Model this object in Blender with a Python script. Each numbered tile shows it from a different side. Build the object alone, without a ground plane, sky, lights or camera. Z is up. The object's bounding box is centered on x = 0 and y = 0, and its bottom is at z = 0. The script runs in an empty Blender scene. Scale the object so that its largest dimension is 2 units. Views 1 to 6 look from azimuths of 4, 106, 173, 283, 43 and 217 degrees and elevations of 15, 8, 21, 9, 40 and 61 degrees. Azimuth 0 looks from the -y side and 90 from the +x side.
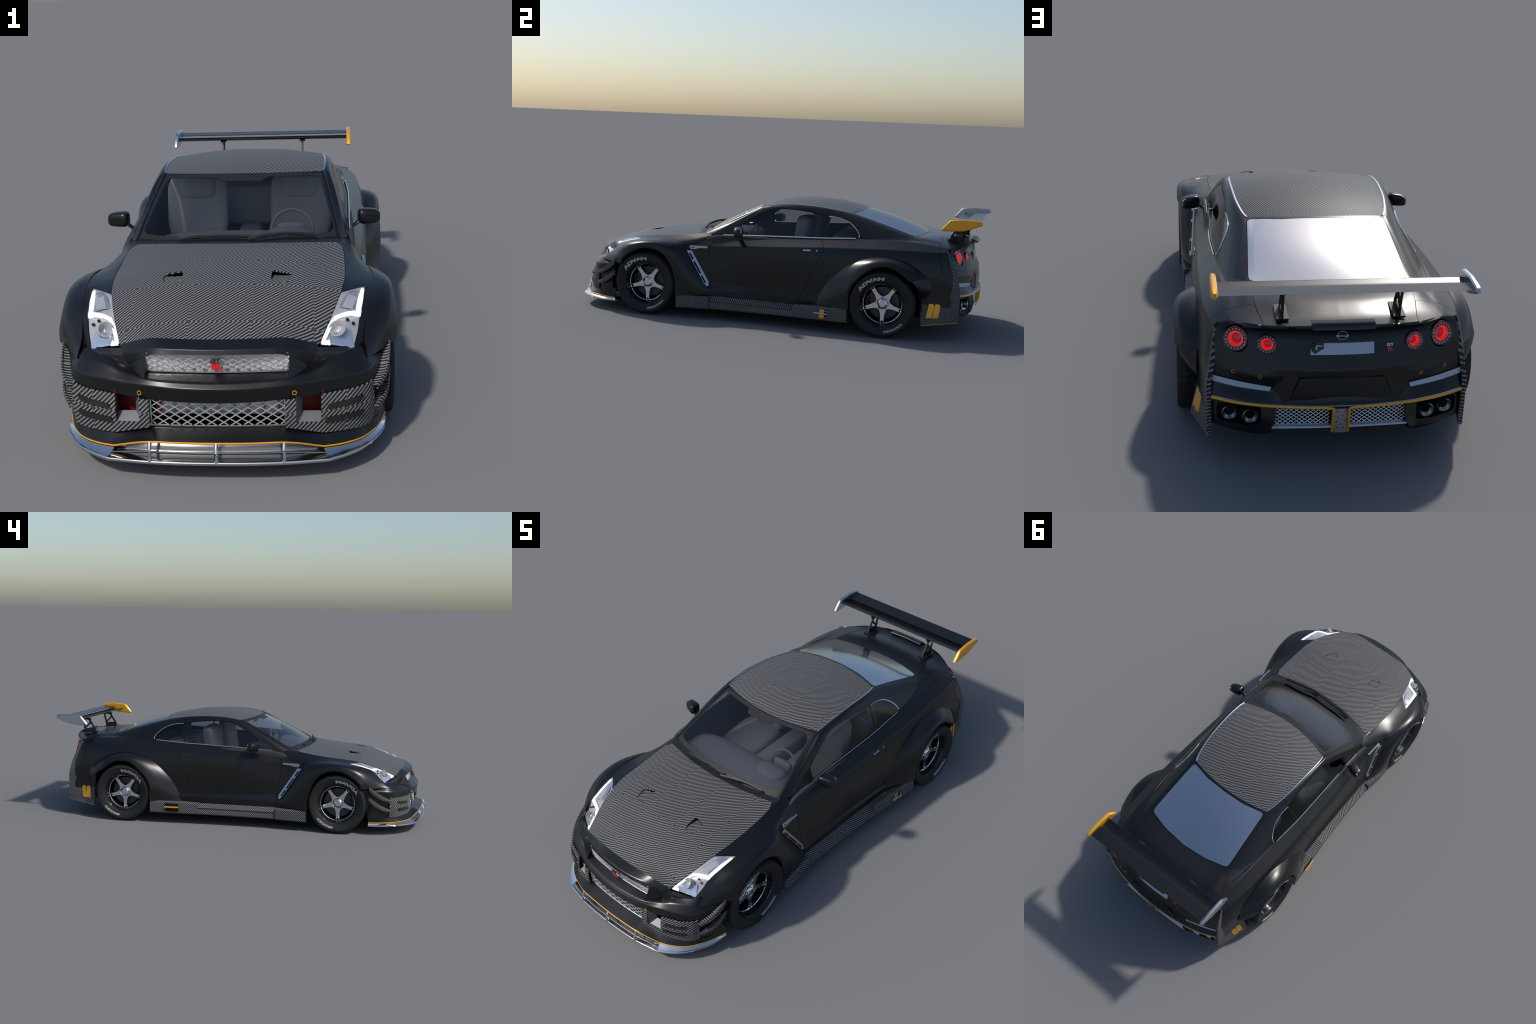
import bpy, math, random
import numpy as np
from mathutils import Vector, Matrix

random.seed(7)
R = np.random.RandomState(7)
D2R = math.pi / 180

# ------------------------------------------------------------------ objects
def empty(name, parent=None, loc=(0, 0, 0)):
    o = bpy.data.objects.new(name, None)
    o.empty_display_size = 0.05
    o.location = loc
    bpy.context.collection.objects.link(o)
    if parent is not None:
        o.parent = parent
    return o

CAR = empty('sports_car', None, (-.0015, 0, 0))
CAR['label'] = 'matt black widebody coupe with carbon panels and rear wing'
CAR['category'] = 'car'

def link(name, me, mat, parent=None, loc=(0, 0, 0)):
    o = bpy.data.objects.new(name, me)
    bpy.context.collection.objects.link(o)
    o.parent = parent if parent is not None else CAR
    o.location = loc
    if mat is not None and len(me.materials) == 0:
        me.materials.append(mat)
    return o

def mesh_from(name, V, F, N=None, smooth=True):
    me = bpy.data.meshes.new(name)
    me.from_pydata([tuple(map(float, v)) for v in V], [], [tuple(int(i) for i in f) for f in F])
    if smooth:
        me.polygons.foreach_set('use_smooth', [True] * len(me.polygons))
    me.update()
    if N is not None:
        me.normals_split_custom_set_from_vertices([tuple(map(float, n)) for n in N])
    return me

def sharp(o, deg=35):
    """smooth shading, split at edges steeper than deg"""
    me = o.data
    me.polygons.foreach_set('use_smooth', [True] * len(me.polygons))
    me.set_sharp_from_angle(angle=deg * D2R)
    return o

def obj(name, V, F, mat, parent=None, ang=35, N=None, loc=(0, 0, 0)):
    me = mesh_from(name, V, F, N)
    o = link(name, me, mat, parent, loc)
    if N is None:
        sharp(o, ang)
    return o

def mirrored(V, F, N=None):
    V = np.array(V, float) * [-1, 1, 1]
    F = [tuple(reversed(f)) for f in F]
    if N is not None:
        N = np.array(N, float) * [-1, 1, 1]
    return V, F, N

def pair(name, V, F, mat, parent=None, ang=35, N=None):
    """the part on the right and its mirror image on the left"""
    a = obj(name, V, F, mat, parent, ang, N)
    b = obj(name, *mirrored(V, F)[:2], mat, parent, ang, None if N is None else mirrored(V, F, N)[2])
    return a, b

def merge(*parts):
    V, F = [], []
    for v, f in parts:
        b = len(V)
        V += [tuple(p) for p in v]
        F += [tuple(i + b for i in q) for q in f]
    return V, F

# ------------------------------------------------------------------ shapes
def hermite(P, per, crease=(), sym=False):
    """smooth curve / rows through P[n,...,3]; per = samples per span; corners kept at crease"""
    P = np.array(P, float)
    n = len(P)
    seg = np.linalg.norm(np.diff(P, axis=0), axis=-1)
    h = seg.reshape(n - 1, -1).mean(1) + 1e-9
    if np.isscalar(per):
        per = [per] * (n - 1)
    d = np.diff(P, axis=0) / h.reshape((-1,) + (1,) * (P.ndim - 1))
    mL, mR = np.empty_like(P), np.empty_like(P)
    for i in range(n):
        if 0 < i < n - 1 and i not in crease:
            m = (d[i - 1] * h[i] + d[i] * h[i - 1]) / (h[i - 1] + h[i])
            mL[i] = mR[i] = m
        else:
            mL[i] = d[i - 1] if i > 0 else d[0]
            mR[i] = d[i] if i < n - 1 else d[-1]
    if sym:
        mR[0] = d[0]
        mR[0][..., 1:] = 0
    out = []
    for i in range(n - 1):
        k = per[i]
        for j in range(k):
            t = j / k
            a = 2 * t**3 - 3 * t**2 + 1
            b = t**3 - 2 * t**2 + t
            c = -2 * t**3 + 3 * t**2
            e = t**3 - t**2
            out.append(a * P[i] + b * h[i] * mR[i] + c * P[i + 1] + e * h[i] * mL[i + 1])
    out.append(P[-1])
    return np.array(out)

def spans(P, step):
    P = np.array(P, float)
    seg = np.linalg.norm(np.diff(P, axis=0), axis=-1).reshape(len(P) - 1, -1).max(1)
    return [max(1, int(math.ceil(s / step))) for s in seg]

def loft(C, step, ci=(), cj=(), sym=False):
    """C[i][j] control net -> fine grid"""
    C = np.array(C, float)
    A = hermite(C, spans(C, step), ci, sym)
    B = np.swapaxes(A, 0, 1)
    B = hermite(B, spans(B, step), cj)
    return np.swapaxes(B, 0, 1)

def grid_faces(n, m, flip=False):
    F = []
    for i in range(n - 1):
        for j in range(m - 1):
            a, b, c, d = i * m + j, (i + 1) * m + j, (i + 1) * m + j + 1, i * m + j + 1
            F.append((a, d, c, b) if flip else (a, b, c, d))
    return F

def vnormals(V, F):
    V = np.array(V, float)
    N = np.zeros_like(V)
    tri = []
    for f in F:
        for k in range(1, len(f) - 1):
            tri.append((f[0], f[k], f[k + 1]))
    tri = np.array(tri)
    n = np.cross(V[tri[:, 1]] - V[tri[:, 0]], V[tri[:, 2]] - V[tri[:, 0]])
    for k in range(3):
        np.add.at(N, tri[:, k], n)
    return N / (np.linalg.norm(N, axis=1, keepdims=True) + 1e-20)

def thicken(V, F, N, t):
    """sheet -> plate of thickness t going inwards, with its own rim"""
    V, N = np.array(V, float), np.array(N, float)
    n = len(V)
    W = V - N * t
    VV, NN = [*V, *W], [*N, *(-N)]
    FF = list(F) + [tuple(i + n for i in reversed(f)) for f in F]
    cnt = {}
    for f in F:
        for a, b in zip(f, f[1:] + f[:1]):
            cnt[(a, b)] = cnt.get((a, b), 0) + 1
    for a, b in [e for e in cnt if (e[1], e[0]) not in cnt]:
        q = [V[b], V[a], W[a], W[b]]
        fn = np.cross(q[1] - q[0], q[2] - q[0])
        fn = fn / (np.linalg.norm(fn) + 1e-20)
        k = len(VV)
        VV += q
        NN += [fn] * 4
        FF.append((k, k + 1, k + 2, k + 3))
    return np.array(VV), FF, np.array(NN)

def sheet(name, G, mat, t=0.003, flip=False, parent=None, both=True, centre=False):
    """lofted grid -> plate. both: a left twin; centre: mirror and join over x=0"""
    n, m = G.shape[:2]
    V, F = G.reshape(-1, 3), grid_faces(n, m, flip)
    if centre:
        V2, F2, _ = mirrored(V, F)
        V, F = weld(*merge((V, F), (V2, F2)))
    N = vnormals(V, F)
    if t:
        V, F, N = thicken(V, F, N, t)
    if both and not centre:
        return pair(name, V, F, mat, parent, N=N)
    return obj(name, V, F, mat, parent, N=N)

def weld(V, F, tol=1e-5):
    key, idx, W = {}, [], []
    for v in V:
        k = tuple(int(round(c / tol)) for c in v)
        if k not in key:
            key[k] = len(W)
            W.append(tuple(v))
        idx.append(key[k])
    G = []
    for f in F:
        g = []
        for i in f:
            j = idx[i]
            if not g or g[-1] != j:
                g.append(j)
        if len(g) > 1 and g[0] == g[-1]:
            g.pop()
        if len(g) > 2:
            G.append(tuple(g))
    return W, G

def tube(P, r, sides=6, closed=False, flat=None):
    """pipe along P; r scalar or per point; flat=(up scale)"""
    P = np.array(P, float)
    n = len(P)
    rr = np.full(n, r) if np.isscalar(r) else np.array(r, float)
    V, F = [], []
    up = np.array([0, 0, 1.0])
    for i in range(n):
        a = P[(i - 1) % n] if (closed or i > 0) else P[i]
        b = P[(i + 1) % n] if (closed or i < n - 1) else P[i]
        t = b - a
        t /= np.linalg.norm(t) + 1e-12
        u = up if abs(t[2]) < 0.95 else np.array([0, 1.0, 0])
        s = np.cross(t, u)
        s /= np.linalg.norm(s) + 1e-12
        w = np.cross(s, t)
        k = flat if flat else (1, 1)
        for j in range(sides):
            an = 2 * math.pi * (j + .5) / sides
            V.append(P[i] + rr[i] * (math.cos(an) * s * k[0] + math.sin(an) * w * k[1]))
    m = n if closed else n - 1
    for i in range(m):
        for j in range(sides):
            a, b = i * sides + j, i * sides + (j + 1) % sides
            c, d = ((i + 1) % n) * sides + (j + 1) % sides, ((i + 1) % n) * sides + j
            F.append((a, b, c, d))
    if not closed:
        F.append(tuple(reversed(range(sides))))
        F.append(tuple(range((n - 1) * sides, n * sides)))
    return V, F

def prism(poly, x0, x1, plane='yz', bevel=0.0):
    """extrude an outline; plane names its two axes, the third runs x0..x1; optional chamfer"""
    poly = np.array(poly, float)
    ar = 0.5 * sum(poly[i - 1][0] * poly[i][1] - poly[i][0] * poly[i - 1][1] for i in range(len(poly)))
    if ar < 0:
        poly = poly[::-1]
    lay = [(0, x0), (0, x1)]
    if bevel:
        lay = [(bevel, x0), (0, x0 + bevel), (0, x1 - bevel), (bevel, x1)]
    n = len(poly)
    V = []
    for ins, x in lay:
        q = inset(poly, ins) if ins else poly
        for a, b in q:
            V.append({'yz': (x, a, b), 'xz': (a, x, b), 'xy': (a, b, x)}[plane])
    F = []
    for k in range(len(lay) - 1):
        for i in range(n):
            a, b = k * n + i, k * n + (i + 1) % n
            F.append((a, b, b + n, a + n))
    F.append(tuple(reversed(range(n))))
    F.append(tuple(range((len(lay) - 1) * n, len(lay) * n)))
    if plane == 'xz':
        F = [tuple(reversed(f)) for f in F]
    return V, F

def inset(poly, d):
    n = len(poly)
    out = []
    for i in range(n):
        a, b, c = poly[i - 1], poly[i], poly[(i + 1) % n]
        e1, e2 = b - a, c - b
        n1 = np.array([-e1[1], e1[0]]) / (np.linalg.norm(e1) + 1e-12)
        n2 = np.array([-e2[1], e2[0]]) / (np.linalg.norm(e2) + 1e-12)
        m = n1 + n2
        m = m / max(np.dot(m, m) / 2, 0.3)
        out.append(b + m * d)
    return np.array(out)

def round_poly(poly, r, k=4):
    poly = np.array(poly, float)
    n = len(poly)
    out = []
    for i in range(n):
        a, b, c = poly[i - 1], poly[i], poly[(i + 1) % n]
        l1, l2 = np.linalg.norm(a - b), np.linalg.norm(c - b)
        q = min(r, l1 * .45, l2 * .45)
        p0, p2 = b + (a - b) / l1 * q, b + (c - b) / l2 * q
        for j in range(k + 1):
            t = j / k
            out.append((1 - t)**2 * p0 + 2 * t * (1 - t) * b + t * t * p2)
    return np.array(out)

def box(c, s, rot=None):
    V = [(np.array([i, j, k]) - .5) * 2 * np.array(s) for i in (0, 1) for j in (0, 1) for k in (0, 1)]
    if rot is not None:
        V = [np.array(rot @ Vector(v)) for v in V]
    V = [np.array(v) + c for v in V]
    return V, [(0, 1, 3, 2), (4, 6, 7, 5), (0, 4, 5, 1), (2, 3, 7, 6), (0, 2, 6, 4), (1, 5, 7, 3)]

def superq(c, s, e1=.5, e2=.5, nu=20, nv=28, rot=None, bend=None):
    """rounded cushion: superellipsoid"""
    f = lambda w, e: math.copysign(abs(w)**e, w)
    V, F = [], []
    for i in range(nu + 1):
        a = -math.pi / 2 + math.pi * i / nu
        for j in range(nv):
            b = 2 * math.pi * j / nv
            p = np.array([s[0] * f(math.cos(a), e1) * f(math.cos(b), e2), s[1] * f(math.cos(a), e1) * f(math.sin(b), e2), s[2] * f(math.sin(a), e1)])
            if bend:
                p = np.array(bend(p))
            if rot is not None:
                p = np.array(rot @ Vector(p))
            V.append(p + c)
    for i in range(nu):
        for j in range(nv):
            F.append((i * nv + j, i * nv + (j + 1) % nv, (i + 1) * nv + (j + 1) % nv, (i + 1) * nv + j))
    return weld(V, F, 1e-6)

def lathe(prof, n=64, axis='x', a0=0, a1=2 * math.pi):
    """profile of (axial, radius) turned round the x or y axis"""
    V, F = [], []
    full = abs(a1 - a0 - 2 * math.pi) < 1e-6
    m = n if full else n + 1
    for i in range(m):
        an = a0 + (a1 - a0) * i / n
        for h, r in prof:
            V.append((h, r * math.cos(an), r * math.sin(an)) if axis == 'x' else (r * math.sin(an), h, r * math.cos(an)))
    k = len(prof)
    for i in range(n):
        for j in range(k - 1):
            a, b = i * k + j, ((i + 1) % m) * k + j
            F.append((a, a + 1, b + 1, b))
    return V, F

def text_mesh(body, size, depth, bold=0.0, shear=0.0):
    cu = bpy.data.curves.new('lettering', 'FONT')
    cu.body = body
    cu.size = size
    cu.extrude = depth
    cu.offset = bold
    cu.shear = shear
    cu.align_x = 'CENTER'
    cu.align_y = 'CENTER'
    cu.resolution_u = 3
    o = bpy.data.objects.new('lettering', cu)
    bpy.context.collection.objects.link(o)
    dg = bpy.context.evaluated_depsgraph_get()
    me = bpy.data.meshes.new_from_object(o.evaluated_get(dg))
    V = np.array([v.co[:] for v in me.vertices])
    F = [tuple(p.vertices) for p in me.polygons]
    bpy.data.objects.remove(o)
    bpy.data.curves.remove(cu)
    bpy.data.meshes.remove(me)
    return V, F

# ------------------------------------------------------------------ materials
def mat(name, base=(.5, .5, .5), rough=.5, metal=0., spec=.5, coat=0., coat_rough=.1, emit=None, estr=0., bump=None, vary=None):
    m = bpy.data.materials.new(name)
    m.use_nodes = True
    nt = m.node_tree
    b = nt.nodes['Principled BSDF']
    b.inputs['Base Color'].default_value = (*base, 1)
    b.inputs['Roughness'].default_value = rough
    b.inputs['Metallic'].default_value = metal
    b.inputs['Specular IOR Level'].default_value = spec
    b.inputs['Coat Weight'].default_value = coat
    b.inputs['Coat Roughness'].default_value = coat_rough
    if emit:
        b.inputs['Emission Color'].default_value = (*emit, 1)
        b.inputs['Emission Strength'].default_value = estr
    tc = nt.nodes.new('ShaderNodeTexCoord')
    if bump:
        sc, st, dist = bump
        nz = nt.nodes.new('ShaderNodeTexNoise')
        nz.inputs['Scale'].default_value = sc
        nz.inputs['Detail'].default_value = 3
        nt.links.new(tc.outputs['Object'], nz.inputs['Vector'])
        bp = nt.nodes.new('ShaderNodeBump')
        bp.inputs['Strength'].default_value = st
        bp.inputs['Distance'].default_value = dist
        nt.links.new(nz.outputs['Fac'], bp.inputs['Height'])
        nt.links.new(bp.outputs['Normal'], b.inputs['Normal'])
    if vary:
        sc, lo, hi = vary
        nz = nt.nodes.new('ShaderNodeTexNoise')
        nz.inputs['Scale'].default_value = sc
        nt.links.new(tc.outputs['Object'], nz.inputs['Vector'])
        mr = nt.nodes.new('ShaderNodeMapRange')
        mr.inputs['To Min'].default_value = lo
        mr.inputs['To Max'].default_value = hi
        nt.links.new(nz.outputs['Fac'], mr.inputs['Value'])
        nt.links.new(mr.outputs['Result'], b.inputs['Roughness'])
    return m

def carbon(name, ax, sign, ph=(0.075, 0.07)):
    """2x2 twill: 150 mm cloth tiles, 13.5 diagonal ribs to a tile, ribs made of short bright floats"""
    m = mat(name, rough=.48, spec=.22)
    nt = m.node_tree
    L = nt.links.new
    b = nt.nodes['Principled BSDF']
    tc = [n for n in nt.nodes if n.type == 'TEX_COORD'][0]
    sp = nt.nodes.new('ShaderNodeSeparateXYZ')
    L(tc.outputs['Object'], sp.inputs[0])

    def M(op, a, bb=None, c=None):
        n = nt.nodes.new('ShaderNodeMath')
        n.operation = op
        for i, q in enumerate((a, bb, c)):
            if q is None:
                continue
            if isinstance(q, (int, float)):
                n.inputs[i].default_value = q
            else:
                L(q, n.inputs[i])
        return n.outputs[0]
    T = .15
    u = M('FLOORED_MODULO', M('ADD', sp.outputs[ax[0]], ph[0]), T)
    v = M('FLOORED_MODULO', M('ADD', sp.outputs[ax[1]], ph[1]), T)
    k = 13.5 / T
    d = M('MULTIPLY', M('ADD', u, M('MULTIPLY', v, float(sign))), k)
    rib = M('PINGPONG', d, 0.5)                      # 0..0.5 across the rib
    e = M('MULTIPLY', u, k * 5)
    dot = M('PINGPONG', e, 0.5)
    s = M('ADD', rib, M('MULTIPLY', dot, .26))
    cr = nt.nodes.new('ShaderNodeValToRGB')
    el = cr.color_ramp.elements
    el[0].position, el[0].color = .24, (.012, .0125, .014, 1)
    el[1].position, el[1].color = .57, (.265, .265, .265, 1)
    L(s, cr.inputs['Fac'])
    L(cr.outputs['Color'], b.inputs['Base Color'])
    return m

BLACK = mat('matt_black_paint', (.0048, .0050, .0060), .31, spec=.46, vary=(9, .295, .325))  # slight blue in the base: sky sheen on upward panels, tinted in
GLOSS = mat('gloss_black_plastic', (.012, .012, .013), .16, spec=.5)
PLAST = mat('black_plastic', (.012, .012, .012), .5, spec=.4, bump=(900, .1, .0005))
DARK = mat('dark_underbody', (.006, .006, .006), .8, spec=.2)
GAP = mat('panel_gap', (.003, .003, .003), .7, spec=.1)
CTOP = carbon('carbon_weave_horizontal', ('X', 'Y'), -1)
CSIDE = carbon('carbon_weave_side', ('Y', 'Z'), 1, (0.03, 0.03))
CFRONT = carbon('carbon_weave_front', ('X', 'Z'), -1, (0.0, 0.0))
CHROME = mat('polished_chrome', (.78, .79, .81), .10, 1., vary=(30, .07, .13))
SATIN = mat('satin_silver', (.54, .56, .60), .26, 1.)
ALU = mat('brushed_aluminium', (.55, .56, .58), .32, 1., bump=(400, .15, .0005))
YELLOW = mat('amber_anodised', (.80, .37, .018), .34, .35, coat=.3)
MIRROR = mat('mirrored_rear_glass', (.68, .685, .70), .15, 1.)
MIRROR.node_tree.nodes['Principled BSDF'].inputs['Specular Tint'].default_value = (.42, .43, .45, 1)
RUBBER = mat('tyre_rubber', (.016, .016, .017), .62, spec=.3, bump=(160, .35, .002))
LETTER = mat('white_tyre_lettering', (.42, .43, .44), .6)
SEAT = mat('grey_upholstery', (.34, .34, .335), .75, spec=.25, bump=(700, .15, .0006))
DASH = mat('grey_dash_plastic', (.20, .20, .20), .7, spec=.25, bump=(700, .15, .0006))
TRIM = mat('charcoal_cabin_trim', (.035, .036, .04), .7, spec=.3)
LAMPW = mat('lamp_white_strip', (.9, .9, .9), .35, emit=(1, 1, 1), estr=.75)
BUCKET = mat('lamp_reflector', (.43, .43, .435), .35, .15, bump=(500, .2, .0006))
BUCKET2 = mat('lamp_reflector_bright', (.72, .76, .84), .15, .8)
RED = mat('red_lamp_glow', (.75, .015, .02), .25, emit=(1, .02, .025), estr=.45, coat=.5)
RED_SHADE = mat('red_lamp_darkened_recess', (.42, .015, .025), .2, emit=(1, .02, .03), estr=.08, coat=.6)  # red darkened to draw the shading down in the recessed lamp cone
REDD = mat('dark_red_lens', (.16, .006, .008), .15, spec=.6, coat=.6)
REDB = mat('red_badge', (.65, .012, .012), .35)
REDDUCT = mat('red_duct', (.12, .002, .003), .5, bump=(300, .3, .001))
LED = mat('pale_led_dot', (.55, .62, .70), .3)
PLATE = mat('plate_silver', (.42, .50, .60), .45)
RADI = mat('radiator_fins', (.72, .70, .66), .5, .1, bump=(250, .4, .002))
MESH = mat('mesh_silver', (.80, .81, .83), .30, .75)  # chrome wire lightened in colour for the bright sky it reflects
COOL = mat('intercooler_metal', (.78, .78, .80), .3, .35, bump=(60, .4, .004))
DISC = mat('brake_disc', (.06, .06, .062), .5, .5)

def glass(name, tint, gl=.05, solid=True):
    m = bpy.data.materials.new(name)
    m.use_nodes = True
    nt = m.node_tree
    nt.nodes.clear()
    out = nt.nodes.new('ShaderNodeOutputMaterial')
    mx = nt.nodes.new('ShaderNodeMixShader')
    tr = nt.nodes.new('ShaderNodeBsdfRefraction' if solid else 'ShaderNodeBsdfTransparent')
    tr.inputs[0].default_value = (*tint, 1)
    if solid:
        tr.inputs['Roughness'].default_value = 0.
        tr.inputs['IOR'].default_value = 1.02
    g = nt.nodes.new('ShaderNodeBsdfGlossy')
    g.inputs['Roughness'].default_value = .03
    lw = nt.nodes.new('ShaderNodeLayerWeight')
    lw.inputs['Blend'].default_value = .5
    pw = nt.nodes.new('ShaderNodeMath')
    pw.operation = 'POWER'
    pw.inputs[1].default_value = 4.
    ad = nt.nodes.new('ShaderNodeMath')
    ad.operation = 'MULTIPLY_ADD'
    ad.inputs[1].default_value = .85
    ad.inputs[2].default_value = gl
    nt.links.new(lw.outputs['Facing'], pw.inputs[0])
    nt.links.new(pw.outputs[0], ad.inputs[0])
    nt.links.new(ad.outputs[0], mx.inputs[0])
    nt.links.new(tr.outputs[0], mx.inputs[1])
    nt.links.new(g.outputs[0], mx.inputs[2])
    nt.links.new(mx.outputs[0], out.inputs[0])
    return m
GLASS = glass('tinted_windscreen_glass', (.93, .93, .93))
GLASS2 = glass('dark_side_glass', (.60, .61, .63))
LENS = glass('clear_lamp_lens', (.95, .95, .96), .04, False)

# ------------------------------------------------------------------ cut-up body skin
def sdf(P, poly):
    """signed distance of points to a closed polygon, negative inside"""
    P = np.asarray(P, float)
    poly = np.asarray(poly, float)
    d = np.full(len(P), 1e9)
    ins = np.zeros(len(P), bool)
    for i in range(len(poly)):
        a, b = poly[i - 1], poly[i]
        e = b - a
        w = P - a
        t = np.clip((w @ e) / max(e @ e, 1e-18), 0, 1)
        d = np.minimum(d, np.linalg.norm(w - t[:, None] * e, axis=1))
        c = (a[1] > P[:, 1]) != (b[1] > P[:, 1])
        with np.errstate(divide='ignore', invalid='ignore'):
            xx = a[0] + (P[:, 1] - a[1]) * e[0] / (e[1] if e[1] else 1e-18)
        ins ^= c & (P[:, 0] < xx)
    return np.where(ins, -d, d)

class Skin:
    def __init__(s):
        s.V, s.U, s.F, s.L = [], [], [], []

    def add(s, G, lab, flip=False):
        n, m = G.shape[:2]
        b = len(s.V)
        for i in range(n):
            for j in range(m):
                s.V.append(G[i, j])
                s.U.append((i / (n - 1), j / (m - 1)))
        for f in grid_faces(n, m, flip):
            s.F.append(tuple(q + b for q in f))
            s.L.append(lab)

    def finish(s):
        """weld patch borders, drop collapsed faces, body-wide smooth normals"""
        key, idx, V, U = {}, [], [], []
        for v, u in zip(s.V, s.U):
            k = tuple(int(round(c / 2e-4)) for c in v)
            if k not in key:
                key[k] = len(V)
                V.append(v)
                U.append(u)
            idx.append(key[k])
        F, L = [], []
        for f, l in zip(s.F, s.L):
            g = []
            for i in f:
                if idx[i] not in g:
                    g.append(idx[i])
            if len(g) > 2:
                F.append(tuple(g))
                L.append(l)
        s.V, s.U, s.F, s.L = V, U, F, L
        N = vnormals(V, F)
        on = np.abs(np.array(V)[:, 0]) < 1e-4
        N[on, 0] = 0
        N /= np.linalg.norm(N, axis=1, keepdims=True) + 1e-20
        s.N = [n for n in N]

    def cut(s, labs, fn, lab):
        """split faces of the given labels along fn=0; the side fn<0 becomes lab"""
        labs = {labs} if isinstance(labs, str) else set(labs)
        val = np.asarray(fn(np.array(s.V), np.array(s.U)), float)
        val[np.abs(val) < 2e-5] = 0
        val = list(val)
        cache = {}

        def mid(a, b):
            k = (a, b) if a < b else (b, a)
            if k not in cache:
                t = val[k[0]] / (val[k[0]] - val[k[1]])
                s.V.append(s.V[k[0]] * (1 - t) + s.V[k[1]] * t)
                n = s.N[k[0]] * (1 - t) + s.N[k[1]] * t
                s.N.append(n / (np.linalg.norm(n) + 1e-20))
                s.U.append((0, 0))
                val.append(0.)
                cache[k] = len(s.V) - 1
            return cache[k]
        for fi in range(len(s.F)):
            if s.L[fi] not in labs:
                continue
            f = s.F[fi]
            q = [val[i] for i in f]
            if max(q) <= 0:
                s.L[fi] = lab
            elif min(q) < 0:
                a, b = [], []
                for i, j in zip(f, f[1:] + f[:1]):
                    if val[i] <= 0:
                        a.append(i)
                    if val[i] >= 0:
                        b.append(i)
                    if val[i] * val[j] < 0:
                        k = mid(i, j)
                        a.append(k)
                        b.append(k)
                s.F[fi] = tuple(b)
                if len(a) > 2:
                    s.F.append(tuple(a))
                    s.L.append(lab)
                if len(b) < 3:
                    s.F[fi] = tuple(a)
                    s.L[fi] = lab
                    s.F.pop()
                    s.L.pop()

    def poly(s, labs, axes, poly, lab, gap=0.0):
        ax = ['xyz'.index(c) for c in axes]
        f = lambda V, U: sdf(V[:, ax], poly)
        s.cut(labs, f, lab)
        if gap:
            s.cut(labs, lambda V, U: f(V, U) - gap, 'gap')

    def take(s, labs):
        labs = {labs} if isinstance(labs, str) else set(labs)
        m, V, N, F = {}, [], [], []
        for f, l in zip(s.F, s.L):
            if l in labs:
                g = []
                for i in f:
                    if i not in m:
                        m[i] = len(V)
                        V.append(s.V[i])
                        N.append(s.N[i])
                    g.append(m[i])
                F.append(tuple(g))
        return np.array(V), F, np.array(N)

    def part(s, name, labs, mt, t=.003, mode='centre', sink=0., parent=None):
        V, F, N = s.take(labs)
        if len(V) == 0:
            print('EMPTY PART', name)
            return None
        V = V - N * sink
        if mode == 'centre':
            V2, F2, N2 = mirrored(V, F, N)
            b = len(V)
            on = np.abs(V[:, 0]) < 1e-4
            mp = [i if on[i] else b + i for i in range(b)]
            V = np.vstack([V, V2])
            N = np.vstack([N, N2])
            F = F + [tuple(mp[i] for i in f) for f in F2]
        if t:
            V, F, N = thicken(V, F, N, t)
        if mode == 'centre':
            return obj(name, V, F, mt, parent, N=N)
        return pair(name, V, F, mt, parent, N=N)

SK = Skin()
STEP = .0075

# --- bonnet and wing tops: five lines running from the nose to the scuttle
c0 = [(0, -.88, .310), (0, -.85, .322), (0, -.80, .341), (0, -.74, .361), (0, -.67, .382), (0, -.60, .394), (0, -.52, .403), (0, -.45, .409), (0, -.40, .412), (0, -.352, .411)]
c1 = [(.085, -.879, .311), (.09, -.85, .321), (.10, -.80, .340), (.11, -.74, .359), (.115, -.67, .378), (.12, -.60, .391), (.125, -.52, .399), (.13, -.45, .405), (.13, -.393, .410), (.132, -.3433, .4096)]
c2 = [(.165, -.873, .311), (.172, -.84, .318), (.19, -.79, .334), (.205, -.735, .352), (.215, -.67, .371), (.22, -.60, .383), (.223, -.52, .390), (.225, -.45, .397), (.23, -.38, .404), (.235, -.3245, .4066)]
c3 = [(.236, -.855, .289), (.247, -.825, .302), (.262, -.78, .322), (.277, -.73, .342), (.292, -.665, .361), (.301, -.595, .371), (.303, -.52, .377), (.303, -.45, .385), (.30, -.38, .395), (.297, -.308, .404)]
c4 = [(.323, -.804, .263), (.333, -.775, .293), (.339, -.748, .322), (.347, -.70, .340), (.353, -.65, .352), (.357, -.60, .360), (.361, -.52, .364), (.360, -.45, .362), (.345, -.365, .366), (.3205, -.27, .392)]
c5 = [(.340, -.80, .250), (.352, -.77, .282), (.362, -.738, .312), (.372, -.695, .338), (.380, -.645, .350), (.386, -.595, .357), (.388, -.52, .360), (.382, -.45, .354), (.360, -.375, .348), (.327, -.275, .382)]
HOOD = np.swapaxes(np.array([c0, c1, c2, c3, c4, c5]), 0, 1)
A = hermite(HOOD, spans(HOOD, STEP))
G = np.swapaxes(hermite(np.swapaxes(A, 0, 1), spans(np.swapaxes(A, 0, 1), STEP), (3,), True), 0, 1)
SK.add(G, 'hoodzone', True)

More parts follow.
